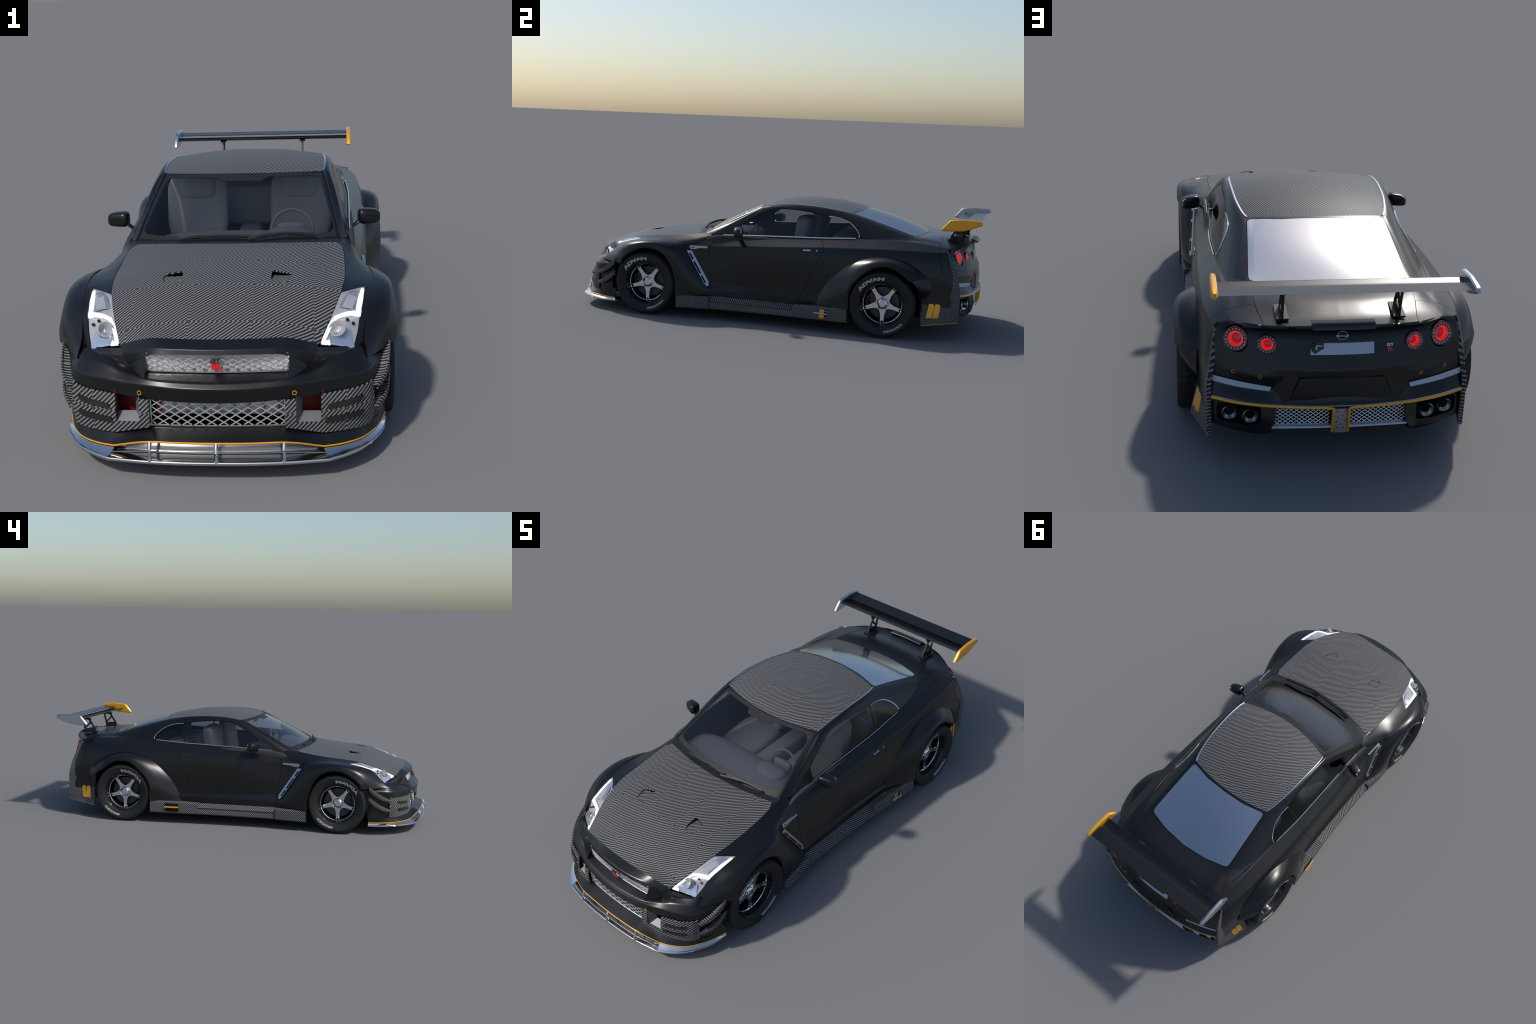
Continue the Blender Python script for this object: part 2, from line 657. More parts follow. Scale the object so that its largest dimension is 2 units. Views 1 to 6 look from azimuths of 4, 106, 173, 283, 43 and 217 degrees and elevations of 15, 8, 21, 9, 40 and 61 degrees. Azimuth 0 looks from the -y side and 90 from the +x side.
# --- nose band between bonnet edge and grille
F0 = [(0, -.88, .310), (.085, -.879, .311), (.165, -.873, .311), (.236, -.855, .289)]
F1 = [(0, -.918, .299), (.085, -.913, .2985), (.160, -.896, .294), (.229, -.866, .267)]
F2 = [(0, -.923, .287), (.085, -.918, .2865), (.163, -.903, .280), (.213, -.873, .238)]
BAND = np.swapaxes(np.array([F0, F1, F2]), 0, 1)
G = loft(BAND, .006, (), (1,), True)
SK.add(G, 'band', True)

# --- ledge under the headlight
LT = [(.232, -.858, .282), (.262, -.842, .276), (.295, -.823, .268), (.3235, -.803, .2605), (.345, -.775, .266)]
LB = [(.213, -.872, .238), (.25, -.857, .252), (.292, -.837, .259), (.327, -.811, .264), (.348, -.77, .264)]
G = loft(np.swapaxes(np.array([LT, [((a[0] + b[0]) / 2 + .001, (a[1] + b[1]) / 2 - .003, (a[2] + b[2]) / 2 + .001) for a, b in zip(LT, LB)], LB]), 0, 1), .006)
SK.add(G, 'ledge', True)

# --- bumper bar and chin: rings from the centre line round the corner to the wheel arch
T0 = [(0, -.912, .238), (.085, -.907, .239), (.16, -.895, .238), (.213, -.872, .238), (.25, -.857, .252), (.292, -.837, .259), (.327, -.811, .264), (.348, -.77, .264), (.372, -.70, .25)]
T1 = [(0, -.945, .226), (.085, -.940, .227), (.167, -.926, .2305), (.22, -.897, .2355), (.26, -.878, .246), (.303, -.855, .249), (.340, -.826, .2495), (.357, -.775, .25), (.385, -.70, .244)]
T2 = [(0, -.956, .215), (.085, -.951, .2155), (.167, -.936, .218), (.22, -.917, .220), (.27, -.898, .222), (.325, -.870, .223), (.357, -.840, .221), (.380, -.785, .226), (.400, -.70, .232)]
T3 = [(0, -.951, .180), (.085, -.946, .181), (.16, -.932, .183), (.22, -.916, .186), (.27, -.900, .189), (.325, -.876, .192), (.355, -.845, .193), (.382, -.785, .19), (.397, -.715, .19)]
BAR = np.swapaxes(np.array([T0, T1, T2, T3]), 0, 1)
G = loft(BAR, STEP, (), (1, 2), True)
SK.add(G, 'bar', True)
T4 = [(0, -.935, .113), (.085, -.932, .113), (.157, -.928, .112), (.22, -.918, .103), (.27, -.905, .097), (.325, -.875, .092), (.355, -.845, .090), (.386, -.785, .086), (.397, -.735, .086)]
T5 = [(0, -.981, .0945), (.085, -.979, .0945), (.163, -.973, .0945), (.247, -.943, .0705), (.285, -.924, .0675), (.335, -.885, .065), (.362, -.845, .064), (.386, -.785, .063), (.398, -.735, .063)]
G = loft(np.swapaxes(np.array([T4, T5]), 0, 1), STEP, (), (), True)
SK.add(G, 'chin', True)
# side of the bumper between bar and chin, behind the carbon duct
G = loft(np.array([[T3[i], T4[i]] for i in (6, 7, 8)]), STEP)
SK.add(G, 'cheek', True)

# --- body side
ys = [-.40, -.36, -.31, -.256, -.15, 0, .15, .28, .38, .447, .55, .65, .74, .81, .845]
W0 = [(.352, -.40, .361), (.343, -.36, .367), (.330, -.31, .380), (.320, -.256, .397), (.321, -.15, .403), (.3235, 0, .409), (.326, .15, .415), (.327, .28, .4195), (.3235, .38, .4255), (.319, .447, .429), (.3185, .55, .431), (.316, .65, .430), (.312, .74, .425), (.307, .81, .417), (.300, .85, .4125), (.292, .873, .411)]
def row(xs, zs, end):
    return [(x, y, z) for x, y, z in zip(xs, ys, zs)] + [end]
W1 = row([.362, .357, .356, .357, .3655, .371, .374, .375, .3755, .375, .373, .369, .362, .350, .341], [.345, .342, .342, .344, .353, .363, .373, .382, .387, .390, .394, .396, .396, .395, .394], (.330, .862, .392))
WB = row([.3645, .3595, .358, .359, .3685, .3760, .380, .383, .385, .386, .3845, .381, .375, .364, .356], [.315, .312, .311, .313, .321, .331, .341, .350, .355, .358, .361, .362, .362, .360, .358], (.343, .876, .350))
W2 = row([.366, .362, .361, .364, .373, .3795, .384, .389, .3925, .394, .394, .391, .386, .377, .370], [.27, .266, .263, .26, .262, .27, .28, .29, .295, .298, .30, .30, .30, .30, .298], (.355, .897, .29))
W3 = row([.374, .373, .371, .370, .374, .3775, .382, .389, .394, .396, .395, .392, .387, .380, .375], [.18, .178, .174, .171, .167, .162, .157, .155, .155, .16, .18, .19, .2, .2, .2], (.362, .915, .2))
W4 = row([.386, .386, .384, .381, .382, .385, .389, .395, .398, .399, .396, .392, .387, .382, .377], [.146, .144, .142, .14, .142, .145, .145, .142, .142, .145, .15, .15, .15, .15, .15], (.363, .917, .15))
W5 = row([.389, .388, .385, .380, .380, .382, .386, .392, .397, .398, .396, .392, .387, .381, .376], [.108, .108, .109, .109, .110, .111, .112, .114, .115, .115, .115, .112, .11, .10, .10], (.364, .918, .10))
W6 = [(x - .02, y, z - .045) for x, y, z in W5]
SIDE = np.swapaxes(np.array([W0, W1, WB, W2, W3, W4, W5, W6]), 0, 1)
G = loft(SIDE, STEP, (), (1, 4, 5, 6))
SK.add(G, 'side', True)

# --- glasshouse: sill loop, roof loop and a bulge between them
sb = [(.297, -.308, .404), (.313, -.275, .400), (.319, -.239, .3985), (.322, -.1, .405), (.325, .05, .411), (.3265, .16, .4155), (.327, .267, .419), (.3235, .36, .4245), (.319, .447, .429), (.306, .54, .4355), (.285, .62, .4425), (.2635, .668, .447), (.24, .69, .449)]
st = [(.247, -.019, .548), (.2485, -.008, .5505), (.250, .003, .5525), (.252, .05, .559), (.252, .11, .5625), (.250, .17, .562), (.247, .225, .559), (.243, .27, .5545), (.237, .31, .549), (.230, .345, .5435), (.224, .365, .540), (.219, .377, .538), (.216, .382, .537)]
def quad(c, e, n):
    return [(e[0] * u, c[1] + (e[1] - c[1]) * u * u, c[2] + (e[2] - c[2]) * u * u) for u in np.linspace(0, 1, n)]
NW, NR = 44, 38
wb, wt = quad((0, -.352, .411), sb[0], NW), quad((0, -.066, .553), st[0], NW)
rb, rt = quad((0, .729, .449), sb[-1], NR)[::-1], quad((0, .414, .549), st[-1], NR)[::-1]
kk = spans(np.array([sb, st]).swapaxes(0, 1), .007)
side_b, side_t = hermite(sb, kk), hermite(st, kk)
bot = np.vstack([wb, side_b[1:], rb[1:]])
top = np.vstack([wt, side_t[1:], rt[1:]])
nS = len(bot)
iA, iC = NW - 1, NW - 1 + len(side_b) - 1        # A-post line, C-post/rear glass line
vv = np.linspace(0, 1, 34)
vv = 1 - (1 - vv)**1.25
bul_side = np.interp(vv, [0, .25, .5, .72, .88, .95, 1], [0, .0065, .0115, .0145, .0135, .010, 0])
bul_end = np.sin(np.pi * vv)
G = np.zeros((nS, len(vv), 3))
ws_w = np.ones(nS)
for i in range(nS):
    if i < iA:
        ws_w[i] = max(0, 1 - (iA - i) / 3.)
    elif i > iC:
        ws_w[i] = max(0, 1 - (i - iC) / 3.)
for i in range(nS):
    b, t = bot[i], top[i]
    for j, v in enumerate(vv):
        p = b + (t - b) * v
        w = ws_w[i]
        if iA <= i <= iC:
            f = min(1, (i - iA) / 6., 1) * 1.0
            fr = np.clip((iC - i) / max(1, (iC - iA) * .60), 0, 1)
            w = (0.35 + .65 * f) * (.25 + .75 * fr)
            p = p + np.array([.84, 0, .54]) * bul_side[j] * w
        elif w > 0:
            p = p + np.array([.84, 0, .54]) * bul_side[j] * w * .35
        if i < iA:
            p = p + np.array([0, -.45, .89]) * bul_end[j] * .007 * (1 - w)
        if i > iC:
            p = p + np.array([0, .3, .95]) * bul_end[j] * (.003 + .006 * (1 - (p[0] / .24)**2)) * (1 - w)
        G[i, j] = p
SK.add(G[:iA + 1], 'wsglass')
SK.add(G[iA:iC + 1], 'sideglass')
SK.add(G[iC:], 'rearglass')
GH = G
# roof skin
cen = hermite([(0, -.066, .553), (0, -.02, .5665), (0, .05, .5785), (0, .13, .5835), (0, .2, .5815), (0, .3, .5715), (0, .414, .549)], 12)
sl = np.concatenate([[0], np.cumsum(np.linalg.norm(np.diff(side_t, axis=0), axis=1))])
sl /= sl[-1]
cl = np.concatenate([[0], np.cumsum(np.linalg.norm(np.diff(cen, axis=0), axis=1))])
cl /= cl[-1]
cc = np.array([[np.interp(a, cl, cen[:, k]) for k in range(3)] for a in sl])
uu = np.linspace(0, 1, NW)
G = np.zeros((len(sl), NW, 3))
for i in range(len(sl)):
    c, e = cc[i], side_t[i]
    for j, u in enumerate(uu):
        G[i, j] = (e[0] * u, c[1] + (e[1] - c[1]) * u * u, c[2] + (e[2] - c[2]) * u * u)
SK.add(G, 'roof', True)

# --- boot deck: strip between the foot of the glasshouse and the shoulder / tail edge
I = [(.319, .447, .429), (.306, .54, .4355), (.285, .62, .4425), (.2635, .668, .447), (.249, .685, .449), (.245, .687, .449), (.2415, .689, .449), (.238, .6907, .449), (.18, .707, .449), (.12, .7193, .449), (.06, .7266, .449), (0, .729, .449)]
O = [(.319, .447, .429), (.3185, .55, .431), (.316, .65, .430), (.312, .74, .425), (.307, .81, .417), (.300, .85, .4125), (.292, .873, .411), (.288, .878, .411), (.22, .926, .418), (.15, .950, .4245), (.08, .961, .4275), (0, .963, .428)]
dz1 = [0, -.003, -.004, -.003, -.001, 0, .001, .002, .004, .005, .005, .005]
dz2 = [0, 0, 0, 0, .001, .001, .001, .001, -.002, -.0035, -.004, -.004]
def between(t, d):
    return [tuple(np.array(a) * (1 - t) + np.array(b) * t + [0, 0, z]) for a, b, z in zip(I, O, d)]
G = loft(np.swapaxes(np.array([I, between(.4, dz1), between(.8, dz2), O]), 0, 1), STEP)
SK.add(G, 'deck', True)

# --- tail: rings from the centre line out to the carbon corner strip
Q = [
    [(0, .963, .428), (.085, .9605, .4275), (.15, .950, .4245), (.22, .926, .418), (.288, .878, .411), (.328, .858, .403)],
    [(0, .920, .413), (.085, .918, .412), (.15, .912, .410), (.22, .902, .405), (.29, .879, .401), (.333, .866, .396)],
    [(0, .938, .388), (.087, .935, .388), (.15, .929, .388), (.22, .916, .388), (.29, .891, .386), (.337, .872, .38)],
    [(0, .948, .365), (.087, .945, .365), (.15, .938, .365), (.22, .925, .366), (.29, .901, .366), (.341, .880, .36)],
    [(0, .974, .303), (.085, .970, .303), (.15, .962, .304), (.22, .947, .305), (.29, .921, .308), (.345, .895, .31)],
    [(0, .973, .288), (.085, .970, .288), (.15, .963, .287), (.22, .955, .283), (.29, .928, .287), (.347, .90, .288)],
    [(0, .968, .255), (.085, .966, .255), (.145, .961, .254), (.19, .949, .247), (.28, .926, .257), (.347, .903, .266)],
    [(0, .970, .235), (.085, .968, .235), (.15, .963, .234), (.195, .949, .235), (.28, .926, .240), (.348, .902, .248)],
    [(0, .978, .211), (.085, .975, .211), (.158, .967, .211), (.20, .963, .209), (.28, .944, .212), (.350, .915, .217)],
    [(0, .986, .199), (.085, .983, .199), (.158, .974, .200), (.21, .966, .201), (.28, .948, .203), (.351, .920, .207)],
    [(0, .980, .190), (.085, .977, .190), (.158, .968, .190), (.21, .960, .191), (.28, .942, .193), (.351, .915, .197)],
]
TAIL = np.swapaxes(np.array(Q), 0, 1)
G = loft(TAIL, STEP, (), (1, 4, 5, 6, 7, 8, 9), True)
SK.add(G, 'tail')

SK.finish()

# ------------------------------------------------------------------ cut lines
hl = [(.239, -.852), (.285, -.826), (.3215, -.803), (.331, -.776), (.337, -.748), (.3455, -.69), (.353, -.616), (.3015, -.664), (.292, -.672), (.277, -.733), (.262, -.783)]
SK.poly('hoodzone', 'xy', hl, 'headlamp', .0012)
hood = [(-.1, -1.0), (.1, -1.0), (.22, -.875), (.236, -.856), (.247, -.825), (.262, -.782), (.277, -.732), (.292, -.67), (.3015, -.60), (.304, -.52), (.304, -.43), (.3, -.37), (.285, -.338), (.235, -.352), (.13, -.374), (0, -.383), (-.1, -.383)]
SK.poly('hoodzone', 'xy', hood, 'hood', .0015)
scut = [(-.1, -.40), (0, -.40), (.13, -.39), (.235, -.37), (.28, -.345), (.300, -.33), (.302, -.29), (.2, -.28), (-.1, -.3)]
SK.poly('hoodzone', 'xy', scut, 'cowl')
# bonnet ducts
for nm in ('hood',):
    SK.poly(nm, 'xy', round_poly([(.116, -.588), (.168, -.602), (.160, -.652), (.130, -.662), (.114, -.64)], .006), 'hoodduct')

door = hermite([(.270, .43), (.2705, .419), (.289, .384), (.284, .362), (.257, .294), (.220, .206), (.193, .15), (.174, .104)], 6)
doorp = [(-.236, .43), (-.238, .397), (-.252, .371), (-.268, .347), (-.268, .321), (-.263, .252), (-.254, .184), (-.250, .104)] + [tuple(p) for p in door[::-1]]
SK.poly('side', 'yz', doorp, 'door', .0016)
arch = [(.582 + .176 * math.cos(a), .151 + .176 * math.sin(a)) for a in np.linspace(0, 2 * math.pi, 60, endpoint=False)]
SK.poly('side', 'yz', arch, 'hole')
SK.poly('side', 'yz', [(.42, -.1), (.74, -.1), (.74, .14), (.42, .14)], 'hole')
SK.poly('side', 'yz', [(.70, -.1), (1.1, -.1), (1.1, .155), (.70, .155)], 'hole')
bump_line = [(.812, .5), (.812, .41), (.822, .39), (.833, .34), (.836, .305), (.832, .292), (.82, .285), (.783, .278), (.76, .27), (.70, .2), (.70, .0), (1.1, 0), (1.1, .5)]
SK.poly('side', 'yz', bump_line, 'rearbumper', .0012)
SK.poly('deck', 'xy', [(-.1, .70), (.232, .70), (.226, .814), (.212, .90), (.205, 1.1), (-.1, 1.1)], 'lid', .0012)
SK.poly('deck', 'xy', [(.228, .814), (.5, .806), (.5, 1.1), (.18, 1.1)], 'rearbumper', .0012)
SK.poly('deck', 'xy', [(-.1, .5), (.1, .5), (.26, .60), (.26, .75), (-.1, .80)], 'lid')

# round recesses for the tail lamps
for cx, cz, cr_ in ((.284, .3715, .0335), (.2015, .3665, .0262)):
    SK.poly('tail', 'xz', [(cx + cr_ * .97 * math.cos(a), cz + cr_ * math.sin(a)) for a in np.linspace(0, 2 * math.pi, 40, endpoint=False)], 'hole')
# windows
ws = [(-.1, -.349), (0, -.349), (.13, -.340), (.235, -.320), (.286, -.302), (.239, -.032), (.23, -.0375), (.12, -.0595), (0, -.072), (-.1, -.072)]
SK.poly('wsglass', 'xy', ws, 'windscreen')
SK.poly('windscreen', 'xy', [(-.1, -.338), (0, -.338), (.13, -.329), (.225, -.307), (.268, -.290), (.2765, -.27), (.236, -.055), (.226, -.051), (.13, -.073), (.075, -.080), (.06, -.104), (-.1, -.106)], 'windscreen_clear')
win = [(-.128, .408), (-.128, .4555), (-.08, .486), (-.03, .513), (.008, .5315), (.022, .537), (.04, .5405), (.08, .5415), (.128, .5405), (.18, .5365), (.23, .530), (.283, .521), (.268, .4235), (.1, .4175), (-.02, .4125)]
SK.poly('sideglass', 'yz', win, 'doorwindow', .002)
qwin = [tuple(p) for p in hermite([(.290, .5185), (.318, .5165), (.345, .511), (.391, .494), (.424, .469), (.441, .447), (.443, .437)], 5)] + [(.437, .4325), (.36, .4285), (.278, .4245)]
SK.poly('sideglass', 'yz', qwin, 'quarterwindow', .001)
SK.poly('sideglass', 'yz', [(.22, .5195), (.290, .5195), (.278, .421), (.22, .40)], 'bpost')
SK.poly('sideglass', 'yz', [(-.232, .3995), (-.1275, .459), (-.1275, .407)], 'sailpanel', .001)
SK.poly('sideglass', 'yz', [(-.40, .2), (.255, .2), (.2695, .419), (.284, .520), (.2865, .60), (-.4, .60)], 'roofrail', .0014)
SK.poly('rearglass', 'xy', round_poly([(-.4, .735), (0, .7275), (.12, .717), (.234, .688), (.2165, .394), (.11, .421), (0, .4265), (-.4, .43)], .018, 5), 'rearwindow', .0015)

# ------------------------------------------------------------------ body parts
SK.part('hood', 'hood', CTOP, .004)
V, F, N = SK.take('hoodduct')
tt = np.clip((V[:, 1] + .662) / .062, 0, 1) * np.clip((.178 - V[:, 0]) / .05, 0, 1)**.6
V, F, N = thicken(V - N * (.0012 + .0115 * tt)[:, None], F, N, .002)
pair('hood_duct', V, F, CTOP, N=N)
V, F, N = SK.take('hoodduct')
pair('hood_duct_mouth', V - N * .0155, F, GAP, N=N)
SK.part('cowl_panel', 'cowl', PLAST, .003)
SK.part('front_fender', 'hoodzone', BLACK, .004, 'pair')
SK.part('panel_gap', 'gap', GAP, 0, 'centre', sink=.0025)
SK.part('front_nose_panel', 'band', BLACK, .004)
SK.part('headlight_ledge', 'ledge', GLOSS, .003, 'pair')
SK.part('front_bumper', ['bar', 'chin', 'cheek'], BLACK, .004)
SK.part('rear_quarter_panel', ['side', 'deck', 'sideglass', 'rearglass'], BLACK, .004, 'pair')
SK.part('door', 'door', BLACK, .004, 'pair')
SK.part('roof_rail', ['roofrail', 'wsglass'], BLACK, .004)
SK.part('pillar_cover', 'bpost', GLOSS, .003, 'pair')
SK.part('mirror_sail_panel', 'sailpanel', PLAST, .003, 'pair')
SK.part('roof_panel', 'roof', CTOP, .004)
SK.part('windscreen', 'windscreen_clear', GLASS, 0)
SK.part('windscreen_border', 'windscreen', PLAST, .002)
SK.part('door_window', 'doorwindow', GLASS2, 0, 'pair')
SK.part('quarter_window', 'quarterwindow', GLASS2, 0, 'pair')
SK.part('rear_window', 'rearwindow', MIRROR, .003)
SK.part('boot_lid', 'lid', BLACK, .004)
SK.part('rear_bumper', ['tail', 'rearbumper'], BLACK, .004)

# ------------------------------------------------------------------ wheel-arch flares
def onside(y, z, dx=0.):
    """x of the body side at a height"""
    yy = [p[1] for p in W1]
    r = []
    for w in (W0, W1, WB, W2, W3, W4, W5):
        r.append((np.interp(y, [p[1] for p in w], [p[2] for p in w]), np.interp(y, [p[1] for p in w], [p[0] for p in w])))
    r = np.array(r)[::-1]
    return float(np.interp(z, r[:, 0], r[:, 1])) + dx
FO = [(.352, -.826, .243), (.347, -.785, .281), (.353, -.742, .317), (.3605, -.697, .3405), (.370, -.62, .3565), (.3765, -.53, .3635), (.371, -.45, .3595), (.362, -.395, .3495), (.358, -.368, .325), (.362, -.340, .28), (.370, -.297, .21), (.381, -.267, .165), (.388, -.256, .135), (.390, -.256, .106)]
FL = [(.428, -.699, .240), (.430, -.690, .268), (.430, -.672, .286), (.430, -.645, .305), (.4295, -.605, .325), (.428, -.555, .331), (.426, -.51, .321), (.424, -.475, .300), (.422, -.452, .274), (.421, -.433, .238), (.420, -.420, .198), (.419, -.414, .165), (.418, -.413, .135), (.418, -.413, .106)]
FO = FO[:9] + [(onside(y, z, .0005), y, z) for x, y, z in FO[9:]]
FB = [.000, .008, .012, .014, .014, .013, .013, .014, .017, .019, .019, .016, .011, .006]
def flare_grid(O_, L_, B_, cy, cz, lip=.014, w=(.33, .68)):
    rows = []
    for o, l, b in zip(O_, L_, B_):
        o, l = np.array(o), np.array(l)
        rad = np.array([0, l[1] - cy, l[2] - cz])
        rad /= np.linalg.norm(rad)
        n = np.array([.75, 0, 0]) + rad * .65
        m1 = o + (l - o) * w[0] + n * b * .85
        m2 = o + (l - o) * w[1] + n * b
        i1 = l + np.array([-.006, 0, 0]) - rad * .009
        i2 = l + np.array([-.035, 0, 0]) - rad * .010
        rows.append([o, m1, m2, l, i1, i2])
    return np.array(rows)
G = flare_grid(FO, FL, FB, -.574, .151)
sheet('front_fender_flare', loft(G, .008, (), (3,)), BLACK, .003, True)
RO = [(.398, .266, .119), (.400, .278, .153), (.401, .316, .221), (.400, .379, .286), (.397, .443, .333), (.393, .515, .3585), (.389, .577, .366), (.386, .642, .358), (.386, .694, .341), (.386, .739, .314), (.386, .783, .279)]
RL = [(.4495, .424, .122), (.4495, .424, .194), (.449, .434, .222), (.449, .455, .254), (.448, .497, .295), (.4475, .544, .325), (.447, .59, .332), (.447, .632, .324), (.447, .664, .306), (.4465, .690, .287), (.446, .711, .271)]
RO = [(onside(y, z, .0005), y, z) for x, y, z in RO]
RB = [.000, .001, .002, .004, .007, .009, .009, .008, .007, .005, .002]
G = flare_grid(RO, RL, RB, .582, .151, w=(.30, .74))
sheet('rear_fender_flare', loft(G, .008, (), (3,)), BLACK, .003, True)
# tapered tail piece of the rear flare
E0 = [[(.386, .783, .279), (.418, .748, .277), (.446, .711, .271), (.425, .705, .268)], [(.388, .795, .228), (.408, .772, .229), (.428, .738, .236), (.40, .735, .235)], [(.386, .775, .188), (.388, .765, .188), (.392, .752, .192), (.385, .750, .192)]]
sheet('rear_flare_end', loft(np.array(E0), .008, (), (2,)), BLACK, .003, True)

# ------------------------------------------------------------------ hidden structure
def well(cy, x0):
    V, F = lathe([(x0, .184), (.36, .184), (.412, .171)], 40, 'x', -.25, math.pi + .25)
    V = [(x, y + cy, z + .151) for x, y, z in V]
    W, H = lathe([(x0, .0), (x0, .186)], 40, 'x', -.25, math.pi + .25)
    return merge((V, F), ([(x, y + cy, z + .151) for x, y, z in W], H))
for cy, x0 in ((-.574, .22), (.582, .24)):
    V, F = well(cy, x0)
    pair('wheel_well', V, F, DARK)
fl = [box((0, -.14, .075), (.375, .24, .006)), box((0, .36, .075), (.39, .07, .006)), box((0, .60, .085), (.26, .2, .006)), box((0, .84, .12), (.33, .075, .006)), box((0, -.60, .075), (.24, .26, .006)), box((0, -.83, .078), (.28, .07, .006)), box((0, -.85, .185), (.21, .004, .11)), box((0, -.42, .22), (.34, .004, .13)), box((0, .80, .26), (.31, .004, .14)), box((0, .905, .16), (.33, .004, .035))]
obj('underbody', *merge(*fl), DARK)

# ------------------------------------------------------------------ wheels
RT = .152
def build_wheel():
    W = {}
    prof = [(-.105, .099), (-.112, .112), (-.113, .128), (-.108, .143), (-.099, .1505), (-.090, .152), (-.077, .1525), (-.076, .149), (-.072, .149), (-.071, .1525), (-.051, .1525), (-.050, .149), (-.046, .149), (-.045, .1525), (-.026, .152), (-.012, .1505), (-.003, .144), (-.0005, .136), (-.003, .127), (-.007, .116), (-.012, .106), (-.016, .1005), (-.020, .0985)]
    n = 176
    V, F = lathe(prof, n, 'x')
    V = np.array(V).reshape(n, len(prof), 3)
    for i in range(n):
        for j, (h, r) in enumerate(prof):
            if r > .1495 and i % 4 == (0 if h < -.06 else 2):
                V[i, j, 1:] *= (r - .0022) / r
            if r in (.1505, .144, .143) and i % 4 == 1:
                V[i, j, 1:] *= (r - .0012) / r
    V[..., 1:] *= RT / .1525
    W['tyre'] = (V.reshape(-1, 3), F, RUBBER, 30)
    W['rim_dish'] = (*lathe([(-.018, .0992), (-.0155, .100), (-.0145, .099), (-.016, .0975), (-.022, .0965), (-.045, .0900)], 72), GLOSS, 40)
    W['rim_ring'] = (*lathe([(-.0325, .0905), (-.031, .0897), (-.0325, .0875), (-.036, .0868), (-.039, .0868)], 72), CHROME, 40)
    W['rim_barrel'] = (*lathe([(-.037, .0875), (-.06, .087), (-.10, .096), (-.104, .0), ], 72), DARK, 40)
    out = []
    for k in range(5):
        a = -math.pi / 2 + k * 2 * math.pi / 5
        d, t = np.array([math.cos(a), math.sin(a)]), np.array([-math.sin(a), math.cos(a)])
        P = [(.0400, -.0135), (.047, -.0108), (.062, -.0098), (.0875, -.0092), (.0875, -.0035), (.0815, -.0030), (.0785, 0), (.0815, .0030), (.0875, .0035), (.0875, .0092), (.062, .0098), (.047, .0108), (.0400, .0135)]
        out += [d * r + t * s for r, s in P]
        b = a + math.pi / 5
        for f in (-.35, 0, .35):
            c = b + f * .5
            out.append(np.array([math.cos(c), math.sin(c)]) * (.0345 + .003 * abs(f)))
    V, F = prism(out, -.052, -.038, 'yz', .0018)
    W['wheel_spokes'] = (V, F, CHROME, 30)
    rib = []
    for k in range(5):
        a = -math.pi / 2 + k * 2 * math.pi / 5
        for sg in (-1, 1):
            d, t = np.array([0, math.cos(a), math.sin(a)]), np.array([0, -math.sin(a), math.cos(a)])
            p0, p1 = d * .084 + t * .0068 * sg + np.array([-.054, 0, 0]), d * .092 + t * .0075 * sg + np.array([-.038, 0, 0])
            p2 = d * .0985 + t * .008 * sg + np.array([-.017, 0, 0])
            rib.append(tube([p0, p1, p2], .0032, 8))
    W['spoke_claw'] = (*merge(*rib), GLOSS, 40)
    W['hub_cap'] = (*lathe([(-.038, .0285), (-.0345, .028), (-.033, .0265), (-.0345, .0245), (-.0315, .021), (-.029, .0165), (-.028, .015), (-.0278, 0)], 40), CHROME, 25)
    bl = []
    for k in range(5):
        a = -math.pi / 2 + (k + .5) * 2 * math.pi / 5
        V, F = lathe([(0, .0026), (.0025, .0024), (.003, 0)], 10)
        bl.append(([(x - .0325, y + .0222 * math.cos(a), z + .0222 * math.sin(a)) for x, y, z in V], F))
    W['wheel_bolts'] = (*merge(*bl), DARK, 30)
    W['brake_disc'] = (*lathe([(-.07, .03), (-.062, .032), (-.062, .074), (-.07, .074)], 56), DISC, 30)
    V, F = lathe([(-.095, .055), (-.066, .055), (-.062, .060), (-.062, .082), (-.068, .086), (-.095, .086)], 16, 'x', 2.75, 3.65)
    W['brake_caliper'] = (V, F, mat_cal, 30)
    def arc(body, size, ac, rc, bold, squash=1.0):
        V, F = text_mesh(body, size, .0006, bold)
        Q = []
        for x, y, z in V:
            a = ac - x * squash / rc
            r = rc + y
            h = np.interp(r, [.1005, .106, .116, .130, .144], [-.016, -.012, -.007, -.002, -.003])
            Q.append((h + .0006 + z, r * math.cos(a), r * math.sin(a)))
        return Q, F
    a = arc('ADVAN', .0200, 118 * D2R, .1185, .0014, 1.92)
    b = arc('YOKOHAMA', .0140, -60 * D2R, .1225, .0004, 1.2)
    W['sidewall_lettering'] = (*merge(a, b), LETTER, 30)
    return W
mat_cal = mat('bronze_caliper', (.05, .03, .02), .4, .3)
WH = build_wheel()
for k in ('wheel_spokes', 'hub_cap', 'wheel_bolts', 'rim_ring', 'rim_barrel', 'brake_disc', 'brake_caliper'):
    V, F, m, a = WH[k]
    WH[k] = (np.array(V, float) + [-.010, 0, 0], F, m, a)
WM = {}
for k, (V, F, m, ang) in WH.items():
    for sg in (1, -1):
        v, f = (V, F) if sg > 0 else mirrored(V, F)[:2]
        me = mesh_from(k, v, f)
        me.materials.append(m)
        me.set_sharp_from_angle(angle=ang * D2R)
        WM[k, sg] = me
for cy, ox in ((-.574, .4245), (.582, .4445)):
    for sg in (1, -1):
        w = empty('wheel', CAR, (sg * ox, cy, RT))
        for k in WH:
            link(k, WM[k, sg], None, w)

